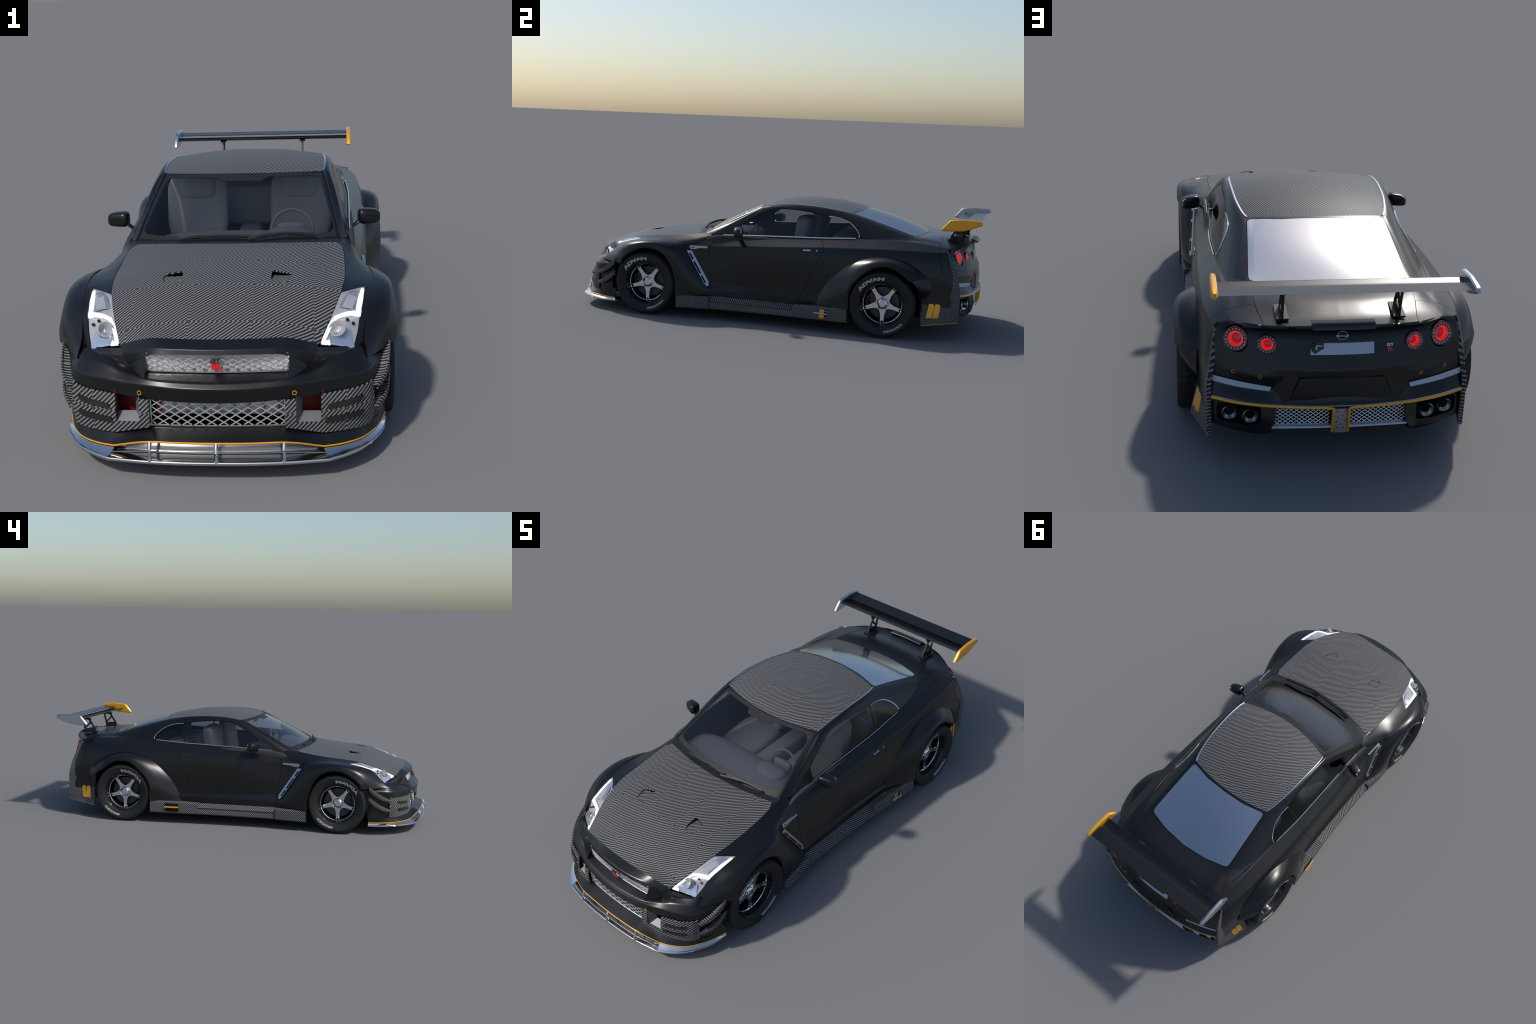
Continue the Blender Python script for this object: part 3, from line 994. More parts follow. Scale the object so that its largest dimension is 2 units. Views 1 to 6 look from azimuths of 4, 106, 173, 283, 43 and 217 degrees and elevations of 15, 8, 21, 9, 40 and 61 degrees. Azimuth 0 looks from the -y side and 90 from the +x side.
# ------------------------------------------------------------------ nose: grilles, ducts, splitter
def lattice(x0, x1, zlo, zhi, yf, px, pz, r, depth=0):
    """diamond mesh clipped to a curved panel"""
    bars = []
    sl = pz / px
    for sg in (1, -1):
        c = -2.0
        base = zlo((x0 + x1) / 2)
        k0 = int((x0 - .3) / px) - 4
        for k in range(k0, k0 + int((x1 - x0 + .6) / px) + 8):
            P = []
            for x in np.linspace(x0, x1, 60):
                z = base + sg * sl * (x - k * px)
                if zlo(x) <= z <= zhi(x):
                    P.append((x, yf(x), z))
            if len(P) > 1:
                P = [P[0]] + P[1:-1:4] + [P[-1]]
                bars.append(tube(P, r, 5))
    return merge(*bars)
yg = lambda x: -.911 + .012 * (x / .165)**2
V, F = lattice(-.166, .166, lambda x: .241, lambda x: .2845, yg, .0257, .0125, .0013)
obj('upper_grille_mesh', V, F, MESH)
fr = [(x, yg(x), .2415) for x in np.linspace(-.166, .166, 24)]
fr2 = [(x, yg(x), .2835) for x in np.linspace(-.166, .166, 24)]
obj('upper_grille_frame', *merge(tube(fr, .0028, 6), tube(fr2, .0018, 6), tube([(.166, -.897, .241), (.169, -.896, .278)], .003, 6), tube([(-.166, -.897, .241), (-.169, -.896, .278)], .003, 6)), CHROME)
fins = []
for k in range(34):
    x = -.165 + .01 * k
    fins.append(box((x, yg(x) + .016, .263), (.0032, .002, .024), Matrix.Rotation(.55, 3, 'Y')))
fins.append(box((0, -.892, .262), (.165, .002, .025)))
o = obj('radiator', *merge(*fins), RADI)
o['kind'] = 'stuff'
# dark fins closing the grille ends
tv = [(.169, -.897, .283), (.161, -.896, .236), (.1675, -.9275, .2310), (.216, -.870, .2395), (.198, -.880, .262)]
pair('grille_end_fin', tv, [(0, 1, 2), (0, 2, 4), (4, 2, 3), (1, 3, 2), (0, 4, 3, 1)], BLACK, ang=10)

def letter(name, body, size, pos, m, bold=0., sx=1., depth=.0012, rotz=0., tilt=0., shear=0., parent=None):
    V, F = text_mesh(body, size, depth, bold, shear)
    V = V * [sx, 1, 1]
    M = Matrix.Translation(pos) @ Matrix.Rotation(rotz, 4, 'Z') @ Matrix.Rotation(math.pi / 2 + tilt, 4, 'X')
    V = [tuple(M @ Vector(v)) for v in V]
    return obj(name, V, F, m, parent)
gb = empty('grille_badge', CAR)
letter('badge_letters', 'GT', .0120, (-.001, -.9255, .2735), DISC, .0006, 1.45, .003, parent=gb)
letter('badge_initial', 'R', .0205, (.0005, -.9245, .2595), REDB, .0014, 1.75, .002, parent=gb)

yl = lambda x: -.934 + .008 * (x / .157)**2
V, F = lattice(-.158, .158, lambda x: .116, lambda x: .181, yl, .0285, .0185, .0016)
obj('lower_grille_mesh', V, F, MESH)
obj('lower_grille_frame', *merge(tube([(x, yl(x), .1155) for x in np.linspace(-.158, .158, 24)], .0028, 6), tube([(x, yl(x), .1815) for x in np.linspace(-.158, .158, 24)], .0025, 6), *[tube([(s * .158, -.926, .114), (s * .158, -.926, .183)], .0028, 6) for s in (1, -1)]), CHROME)
cool = [superq((x, -.875, .150), (.018, .016, .026), .6, .6, 10, 14) for x in np.linspace(-.125, .125, 8)]
obj('intercooler', *merge(box((0, -.862, .150), (.155, .004, .034)), *cool), COOL)
obj('intercooler_end', *superq((-.143, -.885, .152), (.005, .014, .020), .6, .6, 8, 12), REDB)

# carbon duct panels either side of the lower grille
DS = Skin()
top_ = [(.158, -.934, .1815), (.19, -.927, .184), (.225, -.917, .1865), (.27, -.902, .189), (.325, -.878, .1915), (.348, -.856, .192), (.358, -.838, .192)]
mid_ = [(.158, -.938, .148), (.19, -.933, .147), (.225, -.924, .146), (.27, -.909, .145), (.325, -.884, .143), (.352, -.860, .142), (.362, -.838, .142)]
bot_ = [(.158, -.936, .116), (.19, -.932, .110), (.225, -.924, .1005), (.245, -.918, .0955), (.325, -.880, .092), (.348, -.858, .091), (.358, -.838, .092)]
DS.add(loft(np.swapaxes(np.array([top_, mid_, bot_]), 0, 1), .0045), 'duct')
DS.finish()
DS.poly('duct', 'xz', [(.182, .126), (.240, .1225), (.2405, .2), (.182, .2)], 'hole')
DS.poly('duct', 'xz', round_poly([(.252, .1525), (.330, .160), (.337, .169), (.334, .172), (.255, .163)], .003), 'slot')
DS.poly('duct', 'xz', round_poly([(.246, .1205), (.330, .1245), (.338, .132), (.335, .137), (.25, .1325)], .003), 'slot2')
DS.part('brake_duct_panel', 'duct', CFRONT, .006, 'pair')
DS.part('duct_slot', ['slot', 'slot2'], PLAST, .002, 'pair', sink=.008)
ln = []
ln.append(([(.182, -.932, .126), (.182, -.932, .19), (.197, -.902, .19), (.197, -.902, .141)], [(0, 1, 2, 3)]))
ln.append(([(.182, -.932, .1255), (.240, -.921, .1225), (.240, -.897, .139), (.197, -.902, .141)], [(3, 2, 1, 0)]))
pair('duct_lining', *merge(*ln), mat('chrome_darkened_for_glare', (.22, .23, .25), .6, .8), ang=10)  # chrome lining dulled and darkened to take down the white glare
pair('duct_core', *merge(box((.214, -.868, .16), (.030, .003, .036), Matrix.Rotation(.2, 3, 'Z')), box((.243, -.885, .16), (.003, .024, .036))), REDDUCT)

# canards on the bumper cheeks
for nm, a in (('canard', [(.350, -.842, .176), (.371, -.80, .196), (.388, -.76, .222), (.396, -.735, .242)]), ('canard', [(.355, -.842, .126), (.375, -.80, .143), (.388, -.76, .168), (.394, -.732, .190)])):
    rows, flg = [], []
    for i, (x, y, z) in enumerate(a):
        xo = max(x + .012, (.374, .398, .407, .409)[i])
        h = (.007, .011, .013, .011)[i]
        rows.append([(x, y, z - .003), ((x + xo) / 2, y - .002, z - .001), (xo, y - .002, z + .004)])
        flg.append([(xo, y - .002, z + h), (xo + .002, y - .002, z), (xo, y - .001, z - h)])
    sheet('canard_flange', loft(np.array(flg), .006), CSIDE, .003, True)
    sheet(nm, loft(np.array(rows), .006), CSIDE, .003, False)

# splitter
SLOTM = mat('chrome_darkened_for_reflection', (.45, .44, .43), .16, 1.)  # chrome toned down: dark ground reflection baked into the slot colour
SO = [(0, -.998, .052), (.085, -.9965, .052), (.165, -.989, .0515), (.258, -.971, .0505), (.30, -.944, .051), (.338, -.910, .0515), (.369, -.862, .051), (.393, -.80, .0495), (.4, -.737, .049)]
so = hermite(SO, 6, (3,), True)
si = np.array([(x * .80, y + .075 if abs(x) < .36 else y + .02, .050) for x, y, z in so])
rows = []
for o_, i_ in zip(so, si):
    rows.append([i_ + [0, 0, .002], o_ + np.array([0, .004, .0025]), o_, o_ + np.array([-.001, .001, -.006]), i_ + [0, 0, -.005]])
sheet('front_splitter', np.array(rows), CHROME, 0, True, centre=True)
# outer sloped wings of the splitter
t5 = hermite(T5, 6, (3,), True)
k0 = 18
rows = [[t5[i] + np.array([.0, -.001, -.004]), so[i] * .5 + t5[i] * .5 + np.array([0, -.001, -.0035]), so[i] + np.array([0, .002, .002])] for i in range(k0, len(so))]
sheet('splitter_wing', np.array(rows), CHROME, .003, True)
# slot lining behind the struts
rows = []
for i in range(0, k0 + 1):
    a, b = t5[i], so[i]
    rows.append([a + [0, .002, -.003], a + [0, .022, -.014], (a + b) / 2 + [0, .032, -.012], b + [0, .022, .006], b + [0, .003, .003]])
sheet('splitter_slot', hermite(np.array(rows).swapaxes(0, 1), 4).swapaxes(0, 1), SLOTM, 0, True, centre=True)
bar = [t5[i] * .52 + so[i] * .48 for i in range(0, k0 + 1)]
bar = [tuple(np.array(p) * [-1, 1, 1]) for p in bar[::-1]] + [tuple(p) for p in bar[1:]]
obj('splitter_bar', *tube(bar, .0025, 8, flat=(1, .6)), CHROME)
for x in (0, .155, -.155):
    a = np.array([np.interp(abs(x), t5[:19, 0], t5[:19, k]) for k in range(3)])
    b = np.array([np.interp(abs(x), so[:19, 0], so[:19, k]) for k in range(3)])
    a[0] = b[0] = x
    P = hermite([a + [0, -.001, -.001], a * .5 + b * .5 + [0, -.003, .002], b + [0, .003, .001]], 5)
    obj('splitter_strut', *tube(P, .0050, 8, flat=(.9, 1.2)), CHROME)
yel = [tuple(p + np.array([0, -.0015, 0])) for p in t5]
yel = [tuple(np.array(p) * [-1, 1, 1]) for p in yel[::-1]] + yel[1:]
obj('splitter_pinstripe', *tube(yel, .0021, 6, flat=(.7, 1)), YELLOW)

def ring(c, n, r, t, m, name):
    n = Vector(n).normalized()
    q = n.to_track_quat('Y', 'Z').to_matrix()
    P = [np.array(c) + np.array(q @ Vector((r * math.cos(a), 0, r * math.sin(a)))) for a in np.linspace(0, 2 * math.pi, 24, endpoint=False)]
    return obj(name, *tube(P, t, 6, True), m)
for s in (1, -1):
    ring((s * .180, -.9375, .2005), (s * .25, -1, 0), .0048, .0010, YELLOW, 'parking_sensor')
    ring((s * .293, .9285, .288), (s * .4, 1, 0), .0046, .0008, YELLOW, 'parking_sensor')
    ring((s * .221, .9560, .2815), (s * .3, 1, 0), .0046, .0008, YELLOW, 'parking_sensor')

# ------------------------------------------------------------------ headlights
V, F, N = SK.take('headlamp')
V = V + N * (.0055 * np.clip(-sdf(V[:, :2], hl) / .02, 0, 1))[:, None]
pair('headlight_lens', V, F, LENS, N=N)
hlp = np.array(hl)
def hl_z(x, y):
    d = (V[:, 0] - x)**2 + (V[:, 1] - y)**2
    i = np.argsort(d)[:4]
    w = 1 / (d[i] + 1e-7)
    return float((V[i, 2] * w).sum() / w.sum())
def hl_strip(name, cen, wid, sink, m, th=.004, fine=5):
    """band lying under the lens along a line in plan"""
    C = np.array(cen, float)
    P = []
    for a, b in zip(C[:-1], C[1:]):
        k = max(2, int(np.linalg.norm(b - a) / .006))
        P += [a + (b - a) * t / k for t in range(k)]
    P.append(C[-1])
    W = np.interp(np.arange(len(P)), np.linspace(0, len(P) - 1, len(wid)), wid)
    L, Rr = [], []
    for i, p in enumerate(P):
        t = P[min(i + 1, len(P) - 1)] - P[max(i - 1, 0)]
        t /= np.linalg.norm(t)
        n = np.array([-t[1], t[0]])
        L.append(p + n * W[i] / 2)
        Rr.append(p - n * W[i] / 2)
    G = np.array([[(q[0], q[1], hl_z(*q) - sink) for q in (l, l * .5 + r * .5, r)] for l, r in zip(L, Rr)])
    return sheet(name, G, m, th, True, parent=None)
bV = V.copy()
# bowl: the lens outline sunk by an amount that grows away from the rim
dist = -sdf(V[:, :2], hlp)
depth = .003 + .009 * np.clip(dist / .014, 0, 1)
bV = bV - N * depth[:, None]
pair('headlight_reflector', bV, F, BUCKET, N=N)
SKH = [(x, y) for x, y in hl]
hl_strip('daylight_strip', [(.3475, -.630), (.3320, -.745), (.2765, -.768), (.2625, -.795), (.2445, -.845), (.262, -.834)], [.008, .014, .013, .010, .009, .007], .0035, LAMPW)
hl_strip('reflector_panel', [(.331, -.645), (.309, -.732)], [.026, .050], .0046, BUCKET2, .002)
hl_strip('reflector_plate', [(.321, -.682), (.3065, -.731)], [.022, .026], .0030, BUCKET, .002)
hl_strip('lamp_floor', [(.262, -.826), (.316, -.793)], [.016, .024], .0085, BUCKET2, .002)
for s in (1, -1):
    c = np.array([s * .283, -.797, hl_z(.283, -.797) - .010])
    q = Matrix.Rotation(-s * .35, 3, 'Z') @ Matrix.Rotation(-.7, 3, 'X')
    V_, F_ = lathe([(.008, .0190), (-.012, .0205), (-.0135, .0185), (-.006, .014), (.002, .010), (.003, 0)], 28, 'y')
    obj('projector_lamp', [np.array(q @ Vector(v)) + c for v in V_], F_, BUCKET)
    V_, F_ = superq((0, 0, 0), (.008, .006, .008), 1, 1, 10, 14)
    obj('projector_bulb', [np.array(q @ Vector(v)) + c for v in V_], F_, BUCKET2)
    for k in range(2):
        x, y = .305 + .014 * k, -.768 - .002 * k
        V_, F_ = superq((s * x, y, hl_z(x, y) - .009), (.0042, .0042, .004), 1, 1, 8, 12)
        obj('indicator_bulb', V_, F_, DARK)

# ------------------------------------------------------------------ brightwork on the sides
belt = [p for p in hermite(sb, 5) if -.232 < p[1] < .444]
belt = [tuple(np.array(p) + [.0022, 0, .0022]) for p in belt]
pair('belt_trim', *tube(belt, .0026, 6, flat=(.8, 1.1)), CHROME)
def gh_x(y, z):
    """x on the glasshouse side at (y,z)"""
    P = GH[iA:iC + 1].reshape(-1, 3)
    d = (P[:, 1] - y)**2 + (P[:, 2] - z)**2
    i = np.argsort(d)[:4]
    w = 1 / (d[i] + 1e-7)
    return float((P[i, 0] * w).sum() / w.sum())
qa = hermite([(.290, .5200), (.318, .518), (.346, .5125), (.392, .4955), (.4255, .470), (.4425, .447), (.4445, .4335)], 5)
pair('quarter_window_trim', *tube([(gh_x(y, z) + .001, y, z) for y, z in qa], .0022, 6), CHROME)
rr_ = [tuple(p + np.array([.0005, 0, .0012])) for p in side_t]
pair('roof_strip', *tube(rr_, .0032, 6, flat=(1.1, .6)), SATIN)
ap = [GH[iA, j] + np.array([-.002, 0, .0015]) for j in range(0, len(vv), 2)]
pair('windscreen_trim', *tube(ap, .0024, 6), GLOSS)

# fender vent frame
def yz_plate(poly, x_of, t):
    """plate whose face follows x_of(y,z)"""
    poly = np.array(poly)
    if 0.5 * sum(poly[i - 1][0] * poly[i][1] - poly[i][0] * poly[i - 1][1] for i in range(len(poly))) < 0:
        poly = poly[::-1]
    n = len(poly)
    V = [(x_of(y, z), y, z) for y, z in poly] + [(x_of(y, z) - t, y, z) for y, z in poly]
    F = [tuple(range(n)), tuple(reversed(range(n, 2 * n)))]
    for i in range(n):
        j = (i + 1) % n
        F.append((i, i + n, j + n, j))
    return V, F
def vx(y, z):
    t = (.322 - z) / .16
    front = -.367 + .105 * t - y          # distance ahead of the vent's centre line
    return .3655 + .014 * t + front * .45 + .003
ve = empty('fender_vent', CAR)
pair('vent_frame', *yz_plate([(-.378, .321), (-.356, .321), (-.262, .178), (-.2595, .160), (-.268, .157), (-.281, .170)], vx, .012), SATIN, ve)
for t0, t1 in ((.06, .24), (.30, .66), (.72, .93)):
    A0, A1 = np.array([-.3675, .318]), np.array([-.267, .163])
    e = (A1 - A0)
    n = np.array([-e[1], e[0]]) / np.linalg.norm(e) * .0034
    o_ = np.array([-.0012, -.0008])
    pts = [A0 + e * t0 + n + o_, A0 + e * t1 + n + o_, A0 + e * t1 - n + o_, A0 + e * t0 - n + o_]
    pair('vent_slot', *yz_plate(pts, lambda y, z: vx(y, z) + .001, .003), DARK, ve)
pair('vent_badge', *yz_plate([(-.367, .3455), (-.277, .3455), (-.277, .3375), (-.325, .334), (-.338, .3285), (-.364, .329)], lambda y, z: .3645 - (y + .32) * .02, .008), SATIN, ve)
pair('vent_badge_mark', *yz_plate([(-.355, .340), (-.345, .340), (-.343, .3335), (-.355, .3335)], lambda y, z: .3655 - (y + .32) * .02, .002), REDB, ve)
# door handles and lock
hx = lambda y, z: onside(y, z, .0025)
obj('door_handle', *yz_plate([(.196, .3685), (.232, .3705), (.232, .3645), (.196, .3625)], hx, .004), SATIN)
obj('door_lock', *yz_plate([(.259, .3705), (.2655, .371), (.263, .3645), (.257, .364)], hx, .004), SATIN)
V, F = yz_plate([(.200, .3690), (.262, .3725), (.262, .3645), (.200, .361)], lambda y, z: onside(y, z, .0012), .004)
obj('door_handle', *mirrored(V, F)[:2], PLAST)

# ------------------------------------------------------------------ side skirts
def skirt(y0, y1, xo, zt, zb, ledge=True):
    rows = []
    for t in np.linspace(0, 1, max(3, int((y1 - y0) / .03))):
        y = y0 + (y1 - y0) * t
        x = np.interp(t, np.linspace(0, 1, len(xo)), xo)
        a, b = zt[0] + (zt[1] - zt[0]) * t, zb[0] + (zb[1] - zb[0]) * t
        if ledge:
            rows.append([(.365, y, a + .001), (.379, y, a), (x - .0025, y, a - .020), (x + .002, y, a - .0225), (x - .004, y, a - .026), (x - .001, y, a - .034), (x, y, b + .006), (x - .005, y, b), (.36, y, b + .002)])
        else:
            rows.append([(.372, y, a), (x - .02, y, a), (x - .006, y, a), (x, y, a - .006), (x + .0005, y, a * .6 + b * .4), (x, y, a * .3 + b * .7), (x, y, b + .006), (x - .005, y, b), (.36, y, b + .002)])
    G = np.array(rows)
    n, m = G.shape[:2]
    V, F = G.reshape(-1, 3), grid_faces(n, m, True)
    F = F + [tuple(range(m)), tuple(reversed(range((n - 1) * m, n * m)))]
    return V, F
V, F = merge(skirt(-.412, -.250, (.417, .416, .408), (.109, .109), (.047, .050), False), skirt(-.2495, .170, (.402, .404, .407, .412, .418), (.110, .113), (.050, .053)), skirt(.1705, .426, (.420, .428, .436, .4425), (.1135, .121), (.053, .055), False))
pair('side_skirt', V, F, CSIDE, ang=25)
# skirt vents: amber panel with a chrome bar on the right, an amber bar over a black slot on the left
obj('skirt_vent', *yz_plate([(.300, .106), (.322, .1065), (.320, .066), (.297, .065)], lambda y, z: .4345, .006), YELLOW)
obj('skirt_vent_slot', *yz_plate([(.322, .106), (.338, .1045), (.338, .068), (.321, .067)], lambda y, z: .4355, .006), DARK)
obj('skirt_vent_blade', *merge(tube([(.437, .276, .0885), (.441, .30, .0875), (.442, .338, .0865)], .0045, 8, flat=(.8, .8)), tube([(.441, .322, .098), (.441, .336, .101)], .0012, 6), tube([(.441, .322, .076), (.441, .336, .072)], .0012, 6)), SATIN)
V, F = yz_plate([(.272, .107), (.345, .109), (.340, .066), (.270, .065)], lambda y, z: .4335 + (y - .27) * .06, .006)
obj('skirt_vent_slot', *mirrored(V, F)[:2], DARK)
V, F = tube([(.436, .270, .0885), (.441, .300, .0885), (.443, .344, .0885)], .0062, 8, flat=(.7, .7))
obj('skirt_vent_blade', *mirrored(V, F)[:2], YELLOW)

# ------------------------------------------------------------------ rear corner skirts
def rs_x(y, z):
    x = .364 + (.92 - y) * .12 + np.maximum(0, .18 - z) * .2 * ((.92 - y) / .16)
    up = np.maximum(0, z - .243)
    return x - up * .20
CS = Skin()
yy, zz = np.linspace(.74, .93, 40), np.linspace(.06, .41, 72)
CS.add(np.array([[(rs_x(y, z), y, z) for z in zz] for y in yy]), 'sheet')
CS.finish()
rsk = [(.850, .404), (.858, .405), (.884, .352), (.905, .30), (.918, .25), (.9225, .21), (.9225, .15), (.9185, .088), (.84, .079), (.759, .069), (.751, .184), (.83, .190), (.866, .197), (.882, .212), (.888, .254), (.872, .335), (.858, .38)]
CS.poly('sheet', 'yz', rsk, 'skirt')
V, F, N = CS.take('skirt')
if N[:, 0].mean() < 0:
    F = [tuple(reversed(f)) for f in F]
    N = -N
pair('rear_corner_skirt', *(lambda a: (a[0], a[1], CSIDE, None, 35, a[2]))(thicken(V, F, N, .013)))
for i in range(2):
    a, b = (.786, .8125) if i == 0 else (.814, .8395)
    poly = [(a + .003, .167), (b + .003, .1695), (b - .007, .106), (a - .006, .1035)]
    pair('corner_skirt_louvre', *yz_plate(poly, lambda y, z: rs_x(y, z) + .0015 + (.004 if i else .004) * (b - y) / .03, .006), YELLOW)
for s, m in ((1, YELLOW), (-1, SATIN)):
    P = [(s * (rs_x(y, z) - .003), y, z - .001) for y, z in ((.759, .069), (.80, .074), (.84, .079), (.885, .0845), (.9185, .088))]
    obj('corner_skirt_edge', *tube(P, .0030, 6, flat=(.9, .9)), m)

# ------------------------------------------------------------------ tail
def lamp(c, n, r, s):
    e = empty('tail_light', CAR)
    n = Vector(n).normalized()
    q = n.to_track_quat('Y', 'Z').to_matrix()
    def put(name, V, F, m, ang=35):
        return obj(name, [np.array(q @ Vector(v)) + c for v in V], F, m, e, ang)
    put('lamp_housing', *lathe([(-.02, r), (.002, r), (.004, r * .985), (.0045, r * .95)], 48, 'y'), REDD)
    put('lamp_bezel', *lathe([(.0045, r * .955), (.001, r * .66), (.0, r * .62)], 48, 'y'), REDD)
    put('lamp_ring', *lathe([(.001, r * .64), (.0035, r * .62), (.0035, r * .59), (.0, r * .57)], 48, 'y'), CHROME)
    put('lamp_glow', *lathe([(.002, r * .60), (-.003, r * .55), (-.010, r * .40)], 40, 'y'), RED)
    V, F = lathe([(-.0095, r * .41), (-.0085, r * .37), (-.006, r * .2), (-.005, 0)], 40, 'y')
    put('lamp_recess_shade', V, F, RED_SHADE)
    d = []
    k = 18 if r > .03 else 16
    for i in range(k):
        a = 2 * math.pi * i / k
        V, F = superq((0, 0, 0), (r * .065, .0018, r * .065), 1, 1, 6, 10)
        d.append(([(x + r * .8 * math.sin(a), y + .0032, z + r * .8 * math.cos(a)) for x, y, z in V], F))
    put('lamp_dots', *merge(*d), LED)
for s in (1, -1):
    lamp(np.array([s * .284, .899, .3715]), (s * .34, .90, .22), .0345, s)
    lamp(np.array([s * .2015, .929, .3665]), (s * .26, .93, .20), .0268, s)

rp = np.array(Q[6])[3:], np.array(Q[7])[3:]
G = loft(np.swapaxes(np.array([np.array(rp[0]) + [0, .0018, .001], np.array(rp[1]) + [0, .0018, .001]]), 0, 1), .008)
sheet('bumper_reflector_strip', G, PLATE, .002, True)
# sloped flanks and face of the number-plate recess
fv = [(.128, .9645, .2955), (.150, .964, .292), (.188, .9515, .243), (.160, .9695, .2095), (.145, .971, .212), (.118, .968, .284)]
pair('recess_flank', fv, [(0, 5, 4, 3, 2, 1)], BLACK, ang=10)
pan = [(-.114, .2805), (.114, .2805), (.142, .2165), (-.142, .2165)]
pv = []
for ins, dy in ((0, .0), (0, .0035), (.003, .0045)):
    for x, z in inset(np.array(pan[::-1]), ins):
        pv.append((x, np.interp(z, [.2, .235, .255, .29], [.982, .970, .968, .973]) + dy - .02 * (x / .15)**2 * .35, z))
pf = []
for k in range(2):
    for i in range(4):
        pf.append((k * 4 + i, k * 4 + (i + 1) % 4, k * 4 + 4 + (i + 1) % 4, k * 4 + 4 + i))
pf.append((8, 9, 10, 11))
obj('plate_recess_panel', pv, pf, BLACK, ang=20)
pl = lambda x, z: np.interp(z, [.303, .365, .388, .415], [.974, .949, .939, .93]) - .0105 * (x / .15)**2
np_ = []
for dy in (.0005, .003):
    for z in (.3445, .3735):
        for x in np.linspace(-.0865, .0865, 13):
            np_.append((x, pl(x, z) + dy, z))
nf = [(26 + i, 26 + i + 13, 26 + i + 14, 26 + i + 1) for i in range(12)] + [(i, i + 1, i + 27, i + 26) for i in range(12)] + [(13 + i, 39 + i, 40 + i, 14 + i) for i in range(12)] + [(0, 26, 39, 13), (12, 25, 51, 38)]
obj('number_plate', np_, nf, PLATE)
letter('plate_letter', 'G', .040, (.068, .9490, .3600), BLACK, .0030, 1.15, .0035, math.pi, -.3)
obj('plate_letter_field', *box((.0805, .9505, .368), (.0065, .0012, .0075)), BLACK)
em = empty('tail_emblem', CAR)
ep = [(.014 * math.sin(a), pl(0, .3925) + .004, .3925 + .0125 * math.cos(a)) for a in np.linspace(0, 2 * math.pi, 32, endpoint=False)]
obj('emblem_ring', *tube(ep, .0013, 6, True), SATIN, em)
obj('emblem_bar', *box((0, pl(0, .3925) + .005, .3925), (.0165, .0015, .0031)), SATIN, em)
letter('emblem_lettering', 'NISSAN', .0058, (0, pl(0, .3925) + .0068, .3925), DARK, .0001, 1.2, .0006, math.pi, 0, parent=em)
tb = empty('tail_badge', CAR)
letter('badge_letters', 'GT', .0105, (-.132, pl(.132, .3625) + .002, .3625), SATIN, .0003, 1.4, .001, math.pi + .13, -.33, -.15, parent=tb)
letter('badge_initial', 'R', .0160, (-.132, pl(.132, .3515) + .002, .3515), REDB, .0009, 1.5, .001, math.pi + .13, -.33, -.15, parent=tb)
# dark strip set in the lid lip
sv = []
for y, z in ((.937, .4300), (.940, .4342), (.955, .4312), (.9645, .4285), (.9675, .420)):
    sv.append([(x, y - .003 * (x / .085)**2, z + .0015) for x in np.linspace(-.085, .085, 12)])
sheet('high_brake_light', np.array(sv), mat('grey_plastic', (.035, .035, .036), .35), .003, False, both=False)

# under-bumper: exhaust surrounds, diffuser, amber line
VS = Skin()
v0 = [(0.178, 0.963, 0.19), (0.21, 0.946, 0.191), (0.28, 0.928, 0.193), (0.335, 0.908, 0.196), (0.352, 0.901, 0.197)]
v1 = [(0.18, 0.968, 0.155), (0.215, 0.95, 0.15), (0.28, 0.932, 0.15), (0.335, 0.912, 0.155), (0.352, 0.904, 0.16)]
v2 = [(0.192, 0.962, 0.12), (0.217, 0.941, 0.103), (0.28, 0.928, 0.11), (0.335, 0.91, 0.121), (0.352, 0.902, 0.126)]
v3 = [(.192, .92, .118), (.217, .91, .102), (.28, .90, .109), (.335, .89, .12), (.352, .885, .125)]
VS.add(loft(np.swapaxes(np.array([v0, v1, v2, v3]), 0, 1), .006, (), (2,)), 'valance', True)
VS.finish()
VS.poly('valance', 'xz', round_poly([(.214, .132), (.262, .129), (.334, .137), (.334, .188), (.262, .188), (.214, .188)], .014, 5), 'hole')
VS.part('exhaust_surround', 'valance', BLACK, .006, 'pair')
for s in (1, -1):
    for c in ((.302, .928, .1595), (.246, .950, .1590)):
        V, F = lathe([(-.06, .019), (-.004, .0205), (0, .0215), (.0015, .0205), (-.001, .0200), (-.010, .0135), (-.06, .013)], 36, 'y')
        obj('exhaust_tip', [(x + s * c[0], y + c[1], z + c[2]) for x, y, z in V], F, SATIN)
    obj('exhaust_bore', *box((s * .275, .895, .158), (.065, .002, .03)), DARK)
ym = lambda x: .968 - .006 * (x / .18)**2
for s in (1, -1):
    V, F = lattice(.030, .182, lambda x: .137, lambda x: .189, ym, .0151, .0112, .0010)
    V = [(s * x, y, z) for x, y, z in V]
    if s < 0:
        F = [tuple(reversed(f)) for f in F]
    obj('diffuser_mesh', V, F, MESH)
tr = [[(x, ym(x) - .012, .139), (x, ym(x) + .004, .1335), (x, ym(x) + .006, .129)] for x in np.linspace(.026, .188, 12)]
sheet('diffuser_tray', np.array(tr), ALU, .003, True)
obj('diffuser_bracket', *box((0, .966, .150), (.0172, .008, .038)), ALU)
hb = []
for x, z in ((-.010, .178), (.010, .178), (-.006, .165), (.008, .160), (-.012, .150), (.011, .147), (0, .138), (-.008, .128), (.009, .127)):
    V, F = lathe([(0, .0018), (.001, 0)], 8, 'y')
    hb.append(([(a + x, b + .9744, c + z) for a, b, c in V], F))
obj('bracket_holes', *merge(*hb), DARK)
yq = hermite(Q[9], 6, (), True)
